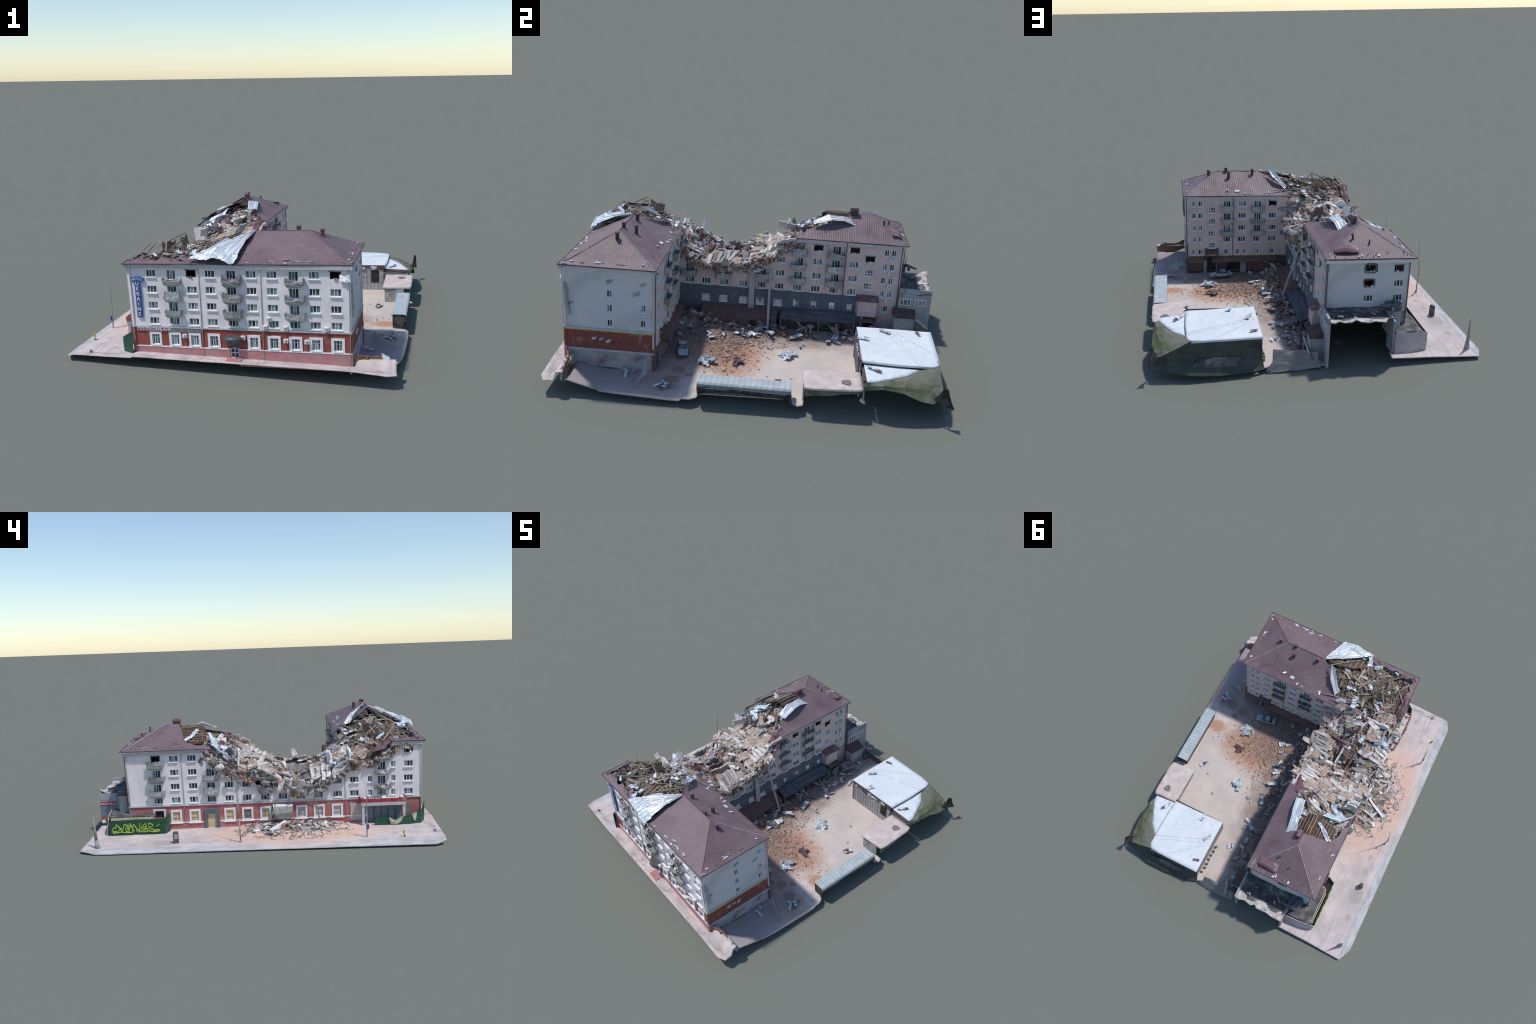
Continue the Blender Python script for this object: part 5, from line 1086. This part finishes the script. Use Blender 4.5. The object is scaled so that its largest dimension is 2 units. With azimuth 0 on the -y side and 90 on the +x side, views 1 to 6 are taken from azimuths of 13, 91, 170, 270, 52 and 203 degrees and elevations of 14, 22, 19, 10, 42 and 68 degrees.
def heap(x, y, n, spread, kinds, s0, s1):
    for i in range(n):
        px, py = x + rnd.gauss(0, spread), y + rnd.gauss(0, spread * .7); s = rnd.uniform(s0, s1)
        place('metal_scrap', rnd.choice(kinds), yard, (px, py, yard_z(px, py) + .004 + rnd.uniform(0, .008)), (rnd.uniform(-.4, .4), rnd.uniform(-.4, .4), rnd.uniform(0, 6.3)), (s, s, s))
heap(.476, -.088, 3, .018, PURPLE, .5, .8); heap(.355, .169, 5, .018, PURPLE + SCRAPS, .5, .9); heap(.67, .14, 4, .012, PURPLE + SCRAPS[5:], .4, .7)
heap(.498, -.235, 9, .03, SCRAPS, .4, .75); heap(.25, -.25, 6, .05, SCRAPS, .3, .6); heap(.15, .40, 5, .04, SCRAPS, .4, .7); heap(.10, .62, 6, .04, SCRAPS, .4, .7); heap(.74, -.40, 5, .03, SCRAPS + PURPLE, .4, .6); heap(.66, -.60, 3, .025, SCRAPS, .3, .5); heap(.12, -.05, 6, .05, SCRAPS, .4, .8); heap(.24, .25, 4, .02, SCRAPS, .25, .4)
for x, y, z, a in ((.142, .062, .03, .5), (.154, .207, .022, 1.9)): place('floor_slab', slab_mesh(.07, .026, .006, int(x * 1000), 'scrap'), yard, (x, y, z), (.1, -.15, a))

# ------------------------------------------------------------------ outbuildings
# garage with white membrane roof
g = Build().span((.304, .522, .0), (.655, .528, .165), 'garage_wall').span((.304, .516, .0), (.310, .888, .168), 'garage_wall')
for i in range(13): g.span((.330 + i * .024, .5208, .0), (.332 + i * .024, .5225, .15), 'dark_board')
for z in (.05, .09, .13): g.span((.306, .5209, z), (.65, .5223, z + .0015), 'dark_board')
g.span((.575, .5198, .055), (.625, .5238, .135), 'void').span((.650, .534, .03), (.80, .540, .115), 'garage_wall').span((.66, .53, .12), (.80, .54, .135), 'garage_fascia')
garage = g.obj('garage', root)
def gz(x, y): return .176 - .012 * (x - .305) / .35 + .0012 * fract(x * 10, y * 10, 1)
place('garage_roof', sheet_mesh('garage_roof', [(.301, .519), (.665, .530), (.672, .70), (.668, .866), (.645, .900), (.298, .903)], gz, .02, .009, 'white_roof'), garage)
place('garage_roof', sheet_mesh('garage_roof', [(.662, .538), (.806, .545), (.808, .575), (.735, .735), (.672, .80)], lambda x, y: .148 - .09 * (x - .665), .02, .006, 'white_roof'), garage)
Build().span((.301, .517, .152), (.665, .5215, .170), 'garage_fascia').span((.306, .893, .152), (.65, .8965, .166), 'garage_fascia').obj('fascia', garage)
for i in range(12):
    x = rnd.uniform(.31, .65); Build().box((0, 0, 0), (rnd.uniform(.015, .04), .003, rnd.uniform(.01, .03)), rnd.choice(('garage_fascia', 'scrap', 'garage_wall')), jitter=.003).obj('torn_fascia', garage, (x, .516, .150), (rnd.uniform(-.3, .3), rnd.uniform(-.3, .3), rnd.uniform(-.15, .15)))
B = Build()
for a, b in (((.31, .66), (.66, .80)), ((.31, .685), (.66, .825)), ((.31, .70), (.55, .89))):
    for i in range(6): p, q = [Vector(a).lerp(Vector(b), t) for t in (i / 6, (i + 1) / 6)]; B.rod((p.x, p.y, gz(*p) + .0004), (q.x, q.y, gz(*q) + .0004), .0009, .0009, 'grey_trim', 4)
for y in (.62, .71, .80): B.span((.305, y, .1755), (.31, y + .002, .177), 'grey_trim')
B.obj('roof_cable', garage)
for x, y, s in ((.345, .66, .7), (.44, .545, .6), (.70, .575, .55), (.72, .60, .45), (.335, .83, .5)): place('metal_scrap', rnd.choice(SCRAPS + PURPLE), garage, (x, y, (gz(x, y) if x < .66 else .145) + .004), (0, 0, rnd.uniform(0, 6)), (s, s, s))
# overgrown bank draped against the garage's outer sides
patch([[(.800, .535, .125), (.806, .575, .128), (.735, .735, .138), (.675, .80, .145), (.668, .862, .160), (.648, .894, .162)], [(.812, .535, .108), (.826, .60, .124), (.815, .715, .124), (.785, .80, .110), (.775, .855, .10), (.735, .90, .120)], [(.812, .530, .088), (.834, .62, .114), (.838, .71, .104), (.838, .80, .074), (.836, .852, .062), (.80, .902, .090)]], 'green_drape', 22, .003, .005, seed=21).obj('overgrown_bank', root)
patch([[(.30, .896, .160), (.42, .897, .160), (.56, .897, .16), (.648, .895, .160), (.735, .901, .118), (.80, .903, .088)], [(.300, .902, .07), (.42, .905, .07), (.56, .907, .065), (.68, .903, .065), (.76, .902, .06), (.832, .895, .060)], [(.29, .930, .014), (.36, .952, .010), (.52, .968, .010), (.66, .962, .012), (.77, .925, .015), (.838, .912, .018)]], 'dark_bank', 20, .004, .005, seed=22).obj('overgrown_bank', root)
patch([[(.812, .855, .080), (.838, .90, .060), (.846, .945, .050)], [(.826, .872, .108), (.838, .90, .100), (.846, .925, .09)], [(.834, .893, .152), (.838, .900, .150), (.842, .908, .146)]], 'dark_skirt', 8, .003, .004, seed=3).obj('bent_post', root)
patch([[(.40, .909, .080), (.52, .912, .085), (.60, .912, .078)], [(.39, .922, .055), (.50, .926, .058), (.64, .924, .05)], [(.38, .930, .03), (.5, .936, .028), (.64, .938, .03)]], 'charred', 10, .003, .006, seed=31).obj('dark_ledge', root)
for i in range(7): B = chunk_mesh(200 + i, 'dark_board'); place('yard_clutter', B, root, (.290 + rnd.uniform(-.008, .004), .66 + i * .033, .025), (0, 0, rnd.uniform(0, 3)), (.022, .022, .035))
# flat-roofed box and long corrugated shed
b = Build().span((.684, .258, .0), (.690, .515, .088), 'garage_wall').span((.69, .258, .0), (.80, .264, .088), 'garage_wall').span((.69, .509, .05), (.80, .515, .088), 'garage_wall').obj('store', root)
place('store_roof', sheet_mesh('store_roof', [(.674, .247), (.838, .262), (.845, .30), (.843, .50), (.832, .53), (.672, .525)], lambda x, y: .098 + .010 * (y - .25) / .27 - .003 * (x - .68) / .15 + .001 * fract(x * 20, y * 20, 3), .02, .008, 'shed_roof'), b)
patch([[(.828, .262, .090), (.836, .38, .092), (.832, .52, .096)], [(.836, .266, .075), (.840, .38, .082), (.838, .52, .09)], [(.834, .268, .048), (.838, .40, .070), (.832, .515, .082)]], 'green_drape', 10, .003, .006, seed=12).obj('store_side', b)
Build().add([(x, y, .1065) for x, y in [(.775 + .022 * math.cos(t) * (1 + .25 * math.sin(3 * t)), .455 + .028 * math.sin(t) * (1 + .2 * math.cos(2 * t))) for t in [i * math.pi / 9 for i in range(18)]]] , [tuple(range(18))], 'dark_board').obj('tar_patch', b)
s = Build(); n = 66; L0, L1 = -.232, .205; prof = [(.762, .062), (.764, .077), (.80, .0785), (.834, .0775), (.842, .070), (.842, .052)]
V = []; F = []
for i in range(n + 1):
    y = L0 + (L1 - L0) * i / n; r_ = .0012 if (i % 4) < 2 else -.0004
    V += [(x, y, z + r_) for x, z in prof]
m = len(prof)
F = [(i * m + k, i * m + k + 1, (i + 1) * m + k + 1, (i + 1) * m + k) for i in range(n) for k in range(m - 1)]
s.add(V + [(x, y, z - .003) for x, y, z in V], F + [tuple(q + len(V) for q in reversed(f)) for f in F], 'shed_metal')
shed = s.obj('corrugated_shed', root)
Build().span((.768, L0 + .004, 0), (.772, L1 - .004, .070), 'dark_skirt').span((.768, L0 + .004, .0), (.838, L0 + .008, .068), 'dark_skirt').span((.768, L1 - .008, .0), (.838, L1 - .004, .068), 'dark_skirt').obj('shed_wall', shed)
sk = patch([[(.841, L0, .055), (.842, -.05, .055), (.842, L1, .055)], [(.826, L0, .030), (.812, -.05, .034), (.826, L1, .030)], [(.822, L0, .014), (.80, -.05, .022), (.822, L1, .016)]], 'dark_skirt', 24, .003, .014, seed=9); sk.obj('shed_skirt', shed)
# low gate wall on the north side
patch([[(.02, .90, .085), (.12, .896, .090), (.245, .892, .104)], [(.02, .918, .05), (.13, .924, .05), (.25, .918, .05)], [(.008, .936, .016), (.13, .946, .010), (.285, .935, .008)]], 'gate', 12, .006, .006, seed=17).obj('gate_wall', root)

# north annex, cut open at the survey edge
an = Build().span((-.026, BY, .014), (-.014, .945, .272), 'annex_wall').span((-.352, .77, .150), (-.343, .86, .262), 'annex_wall').span((-.352, .86, .085), (-.343, .955, .262), 'annex_wall')
annex = an.obj('annex', root)
place('annex_roof', sheet_mesh('annex_roof', [(-.016, .766), (-.012, .944), (-.05, .950), (-.08, .938), (-.13, .951), (-.155, .934), (-.17, .952), (-.24, .948), (-.29, .957), (-.345, .962), (-.355, .85), (-.40, .80), (-.40, .766)], lambda x, y: .262 + .010 * fract(x * 9, y * 9, 5) + (.016 * max(0, noise.noise(Vector((x * 22, 3, 1)))) + (.022 if x < -.31 else 0)) * max(0, (y - .90) / .05) - .010 * math.sin(min(1, (y - .766) / .15) * math.pi), .012, .006, 'charred', keyfun=lambda x, y: 'concrete' if y > .905 + .02 * math.sin(x * 40) else 'charred'), annex)
Build().span((-.024, .766, .268), (-.012, .946, .284), 'annex_wall').obj('parapet', annex)
Build().rod((-.395, .775, .292), (-.385, .83, .298), .009, .009, 'slate', 10).rod((-.385, .83, .298), (-.36, .853, .302), .009, .009, 'slate', 10).rod((-.36, .853, .302), (-.30, .845, .300), .009, .009, 'slate', 10).rod((-.365, .85, .30), (-.35, .90, .29), .007, .006, 'slate', 10).obj('roof_duct', annex, smooth=True)
for i in range(9):
    s_ = rnd.uniform(.010, .022); place('masonry_chunk', rnd.choice(CHUNKS[:8]), annex, (rnd.uniform(-.34, -.05), rnd.uniform(.80, .93), .268), (0, 0, rnd.uniform(0, 6)), (s_ * 1.4, s_, s_ * .4))
for y in (.802, .886):
    Build().box((0, -.001, 0), (.062, .004, .040), 'frame').box((0, -.004, 0), (.054, .002, .032), 'curtain').box((-.01, -.005, 0), (.003, .002, .032), 'frame').box((.012, -.005, 0), (.003, .002, .032), 'frame').obj('window', annex, (-.014, y, .208), (0, 0, math.pi / 2))
# low porch beside the annex
B = Build().span((-.014, .745, .014), (.048, .855, .134), 'annex_wall')
B.add([(-.016, .738, .172), (-.016, .862, .168), (.056, .858, .140), (.058, .742, .146), (-.016, .738, .134), (-.016, .862, .134), (.054, .855, .135), (.055, .745, .135)], [(0, 3, 2, 1), (4, 5, 6, 7), (0, 1, 5, 4), (1, 2, 6, 5), (2, 3, 7, 6), (3, 0, 4, 7)], 'garage_fascia')
porch = B.obj('low_porch', root); place('window', WIN_NARROW[1], porch, (.0482, .79, .100), (0, 0, math.pi / 2), (1.1, .3, .9))
Build().rod((.09, .86, .15), (.07, .93, .09), .004, .004, 'pipe').rod((.075, .85, .13), (.05, .94, .06), .003, .003, 'metal_dark').box((.045, .89, .035), (.05, .05, .04), 'dark_board', taper=1.1).box((.05, .70, .045), (.08, .07, .006), 'rail').box((.05, .70, .026), (.06, .05, .036), 'dark_board').obj('wrecked_stair', root)
# shop front on the annex's street side
sf = Build().span((-.354, .86, .225), (-.350, .958, .262), 'annex_wall').span((-.358, .862, .190), (-.351, .958, .212), 'red_sign').span((-.356, .862, .125), (-.351, .958, .190), 'blue_shop').span((-.358, .862, .108), (-.351, .958, .125), 'red_sign').span((-.356, .87, .082), (-.351, .957, .108), 'dark_brick').span((-.357, .935, .084), (-.352, .955, .105), 'frame')
shopfront = sf.obj('shop_front', annex)
place('shop_lettering', text_mesh('shop_lettering', 'WD.COM.UA', .017, .0006, 'sign_letter'), shopfront, (-.3585, .910, .2), (math.pi / 2, 0, -math.pi / 2))
Build().rod((-.385, .795, .15), (-.385, .795, .265), .042, .042, 'annex_wall', 20).rod((-.385, .795, .262), (-.385, .795, .285), .0435, .0435, 'garage_fascia', 20).rod((-.385, .795, .284), (-.385, .795, .292), .045, .044, 'slate', 20).obj('round_tower', annex, smooth=False)
# flat-roofed kiosk behind the green fence
B = Build().span((-.540, .640, .06), (-.535, .86, .150), 'grey_board').span((-.54, .636, .06), (-.47, .641, .15), 'grey_board').span((-.525, .61, .150), (-.36, .875, .166), 'charred').span((-.53, .612, .146), (-.522, .86, .158), 'plywood')
B.obj('street_kiosk', root)
patch([[(-.555, .872, .158), (-.46, .885, .165), (-.36, .89, .17)], [(-.553, .878, .11), (-.46, .895, .11), (-.36, .895, .11)], [(-.55, .885, .062), (-.46, .905, .06), (-.36, .90, .06)]], 'grey_board', 10, .004, .008, seed=33).obj('kiosk_side', root)
# green hoarding with graffiti
fz0, fz1 = .062, .152
fence = patch([[(-.556, .868, fz1), (-.553, .72, fz1 + .002), (-.557, .548, fz1)], [(-.556, .868, fz0), (-.553, .72, fz0), (-.557, .548, fz0)]], 'fence_green', 14, .003, .002, seed=40).obj('green_fence', root)
patch([[(-.557, .548, fz1 + .002), (-.515, .530, fz1 + .022), (-.478, .528, fz1 + .005)], [(-.557, .548, fz0), (-.515, .53, fz0), (-.478, .528, fz0)]], 'fence_green', 8, .003, .002, seed=41).obj('green_fence', root)
def stroke(pts, r=.0036):
    cu = bpy.data.curves.new('graffiti', 'CURVE'); cu.dimensions = '3D'; cu.bevel_depth = r; cu.bevel_resolution = 1; cu.resolution_u = 6
    sp = cu.splines.new('NURBS'); sp.points.add(len(pts) - 1); sp.use_endpoint_u = True; sp.order_u = 3
    for q, (u, v) in zip(sp.points, pts): q.co = (-.5592, .855 - u * .295, .072 + v * .070, 1)
    o = bpy.data.objects.new('graffiti_src', cu); bpy.context.collection.objects.link(o)
    me = bpy.data.meshes.new_from_object(o.evaluated_get(bpy.context.evaluated_depsgraph_get())); bpy.data.objects.remove(o); bpy.data.curves.remove(cu)
    me.materials.clear(); me.materials.append(M['graffiti']); return me
for pts in ([(.07, .05), (.02, .10), (.02, .45), (.07, .60), (.10, .45), (.09, .85), (.13, .7), (.17, .45), (.20, .15)], [(.04, .18), (.07, .08), (.10, .2), (.06, .3), (.04, .2)], [(.20, .1), (.23, .5), (.25, .85), (.30, .72), (.36, .75), (.38, .5)], [(.28, .25), (.26, .5), (.31, .65), (.36, .5), (.34, .22), (.28, .2), (.28, .3)], [(.31, .38), (.30, .48), (.33, .5), (.34, .38), (.31, .36)],
            [(.40, .15), (.42, .85), (.45, .7), (.50, .3), (.54, .1)], [(.54, .1), (.54, .5), (.56, .9)], [(.60, .5), (.66, .62), (.69, .42), (.64, .25), (.58, .35), (.59, .65), (.65, .78)], [(.62, .4), (.67, .45)], [(.72, .15), (.73, .5), (.72, .9)], [(.72, .85), (.80, .75), (.80, .58), (.73, .48), (.80, .3), (.90, .12)], [(.80, .12), (.86, .3), (.93, .28), (.90, .15), (.84, .1)], [(.88, .55), (.93, .75)], [(.10, .1), (.14, .3), (.18, .6), (.22, .3)], [(.36, .9), (.40, .6), (.44, .2)], [(.48, .2), (.52, .55), (.58, .15)], [(.66, .9), (.68, .5), (.70, .15)], [(.05, .3), (.12, .1), (.2, .2), (.3, .08), (.42, .15)], [(.55, .2), (.62, .1), (.72, .22), (.84, .08), (.94, .2)]):
    place('graffiti', stroke(pts), fence)
# curved green hoarding at the corner canopy
hf = []
for i in range(4):
    pts = [(-.548, -.635), (-.552, -.70), (-.552, -.76), (-.552, -.83), (-.532, -.900), (-.470, -.930)]
    h = [.108, .112, .100, .122, .142, .178]
    hf.append([(x, y, .062 + (hh - .062) * (3 - i) / 3) for (x, y), hh in zip(pts, h)])
patch(hf, 'fence_green', 20, .003, .004, seed=50).obj('green_fence', root)
patch([[(-.555, -.715, .108), (-.558, -.745, .096), (-.556, -.79, .110)], [(-.560, -.718, .085), (-.566, -.75, .072), (-.560, -.785, .085)], [(-.556, -.725, .066), (-.562, -.74, .063), (-.556, -.76, .07)]], 'fence_drape', 8, .002, .008, seed=51).obj('torn_fence_cloth', root)
patch([[(-.548, -.845, .125), (-.54, -.875, .132)], [(-.556, -.85, .10), (-.548, -.87, .105)], [(-.554, -.855, .085), (-.546, -.866, .085)]], 'fence_drape', 6, .002, .005, seed=52).obj('torn_fence_cloth', root)
# brown fence and slumped cloth at the east alley
patch([[(.640, -.902, .095), (.70, -.878, .082), (.76, -.868, .080), (.81, -.866, .078)], [(.640, -.900, .06), (.70, -.872, .05), (.765, -.864, .05), (.82, -.858, .04)], [(.640, -.895, .035), (.70, -.868, .02), (.77, -.86, .012), (.825, -.855, .0)]], 'fence_brown', 14, .004, .010, seed=60).obj('brown_fence', root)
patch([[(.765, -.872, .092), (.80, -.876, .085), (.825, -.866, .060)], [(.775, -.888, .06), (.805, -.885, .05), (.83, -.87, .035)], [(.80, -.885, .03), (.815, -.88, .025), (.838, -.866, .02)]], 'scrap', 10, .003, .010, seed=61).obj('slumped_sheet', root)
Build().box((.700, -.885, .045), (.010, .008, .065), 'fence_brown').obj('fence_post', root)
# lamp-post stumps, poles, street furniture
patch([[(.685, -.495, .012), (.76, -.52, .010), (.815, -.535, .002)], [(.690, -.498, .045), (.74, -.512, .030), (.79, -.527, .014)], [(.694, -.500, .078), (.715, -.506, .055), (.74, -.512, .038)]], 'garage_wall', 8, .003, .002, seed=62).obj('fallen_sheet', root)
Build().rod((-.760, .115, .062), (-.764, .118, .20), .0042, .0032, 'pole').rod((-.760, .115, .062), (-.760, .115, .075), .010, .005, 'pole').rod((-.764, .118, .20), (-.748, .128, .34), .0030, .0016, 'pole').rod((-.764, .12, .185), (-.764, .131, .19), .007, .007, 'pole').rod((-.748, .128, .34), (-.735, .145, .43), .0014, .001, 'pole').obj('lamp_post', root, smooth=True)
Build().rod((-.759, -.563, .06), (-.756, -.563, .20), .0042, .0034, 'pole').rod((-.756, -.563, .20), (-.750, -.562, .338), .0034, .0010, 'pole').box((-.762, -.569, .125), (.006, .010, .025), 'blue_sign').box((-.76, -.556, .19), (.005, .012, .006), 'pole').obj('lamp_post', root, smooth=False)
Build().rod((-.770, .885, .050), (-.768, .892, .11), .016, .0095, 'pole', 10).rod((-.768, .892, .11), (-.767, .897, .25), .0095, .0015, 'pole', 10).obj('pole_stump', root, smooth=True)
Build().box((0, 0, .030), (.018, .028, .060), 'metal_dark', taper=1.05).box((0, 0, .063), (.014, .022, .008), 'metal_dark', taper=1.3).box((-.0095, 0, .042), (.001, .02, .028), 'rail').obj('advertising_stand', root, (-.732, .467, .062), (0, 0, .3), bevel=.001)
Build().rod((0, 0, 0), (0, .001, .022), .0022, .0018, 'metal_dark').rod((0, .001, .020), (.0, .001, .036), .005, .006, 'yellow').box((.003, -.004, .004), (.010, .008, .008), 'dark_board').obj('yellow_bollard', root, (-.770, -.759, .064))
Build().box((0, 0, .006), (.01, .01, .012), 'dark_board', taper=1.2).obj('street_marker', root, (-.70, -.94, .066))

# ------------------------------------------------------------------ parked car
car = bpy.data.objects.new('parked_car', None); bpy.context.collection.objects.link(car)
car.rotation_mode = 'XYZ'; tm = TILT.to_matrix().to_4x4(); tm.translation = (0, 0, ROOT_Z)
car.matrix_world = tm @ Matrix.Translation((.413, -.374, .010)) @ Matrix.Rotation(math.atan2(.027, .139), 4, 'Z')
car['label'] = 'dusty silver sedan parked among the rubble'; car['category'] = 'car'
def hull(stations, key, name, parent):
    """Loft of (x, half width bottom, half width top, z bottom, z top)."""
    V, F = [], []
    for x, wb, wt, zb, zt in stations: V += [(x, -wb, zb), (x, -wb * 1.02, (zb + zt) / 2), (x, -wt, zt), (x, wt, zt), (x, wb * 1.02, (zb + zt) / 2), (x, wb, zb)]
    for i in range(len(stations) - 1):
        for k in range(6): a = 6 * i + k; b = 6 * i + (k + 1) % 6; F.append((a, b, b + 6, a + 6))
    F += [tuple(range(5, -1, -1)), tuple(6 * (len(stations) - 1) + k for k in range(6))]
    return Build().add(V, F, key).obj(name, parent, bevel=.0015)
body = hull([(-.073, .022, .020, .010, .022), (-.066, .026, .023, .008, .027), (-.03, .027, .025, .007, .028), (.03, .027, .025, .007, .027), (.06, .026, .022, .008, .024), (.073, .021, .017, .010, .018)], 'car_paint', 'car_body', car)
hull([(-.050, .0235, .022, .026, .0275), (-.030, .0235, .0185, .026, .0405), (.004, .0235, .0185, .026, .041), (.030, .0235, .021, .026, .0275)], 'glass', 'car_window', car)
Build().add([(-.029, -.0187, .041), (.003, -.0187, .0415), (.003, .0187, .0415), (-.029, .0187, .041), (-.029, -.0187, .0402), (.003, -.0187, .0407), (.003, .0187, .0407), (-.029, .0187, .0402)], [(0, 1, 2, 3), (7, 6, 5, 4), (0, 4, 5, 1), (1, 5, 6, 2), (2, 6, 7, 3), (3, 7, 4, 0)], 'car_paint').obj('car_roof', car)
wheel = Build().rod((0, -.004, 0), (0, .004, 0), .0105, .0105, 'tyre', 18).rod((0, -.0045, 0), (0, .0045, 0), .0062, .0062, 'rail', 12).mesh('wheel')
for x in (-.045, .045):
    for y in (-.0245, .0245): place('wheel', wheel, car, (x, y, .0105))
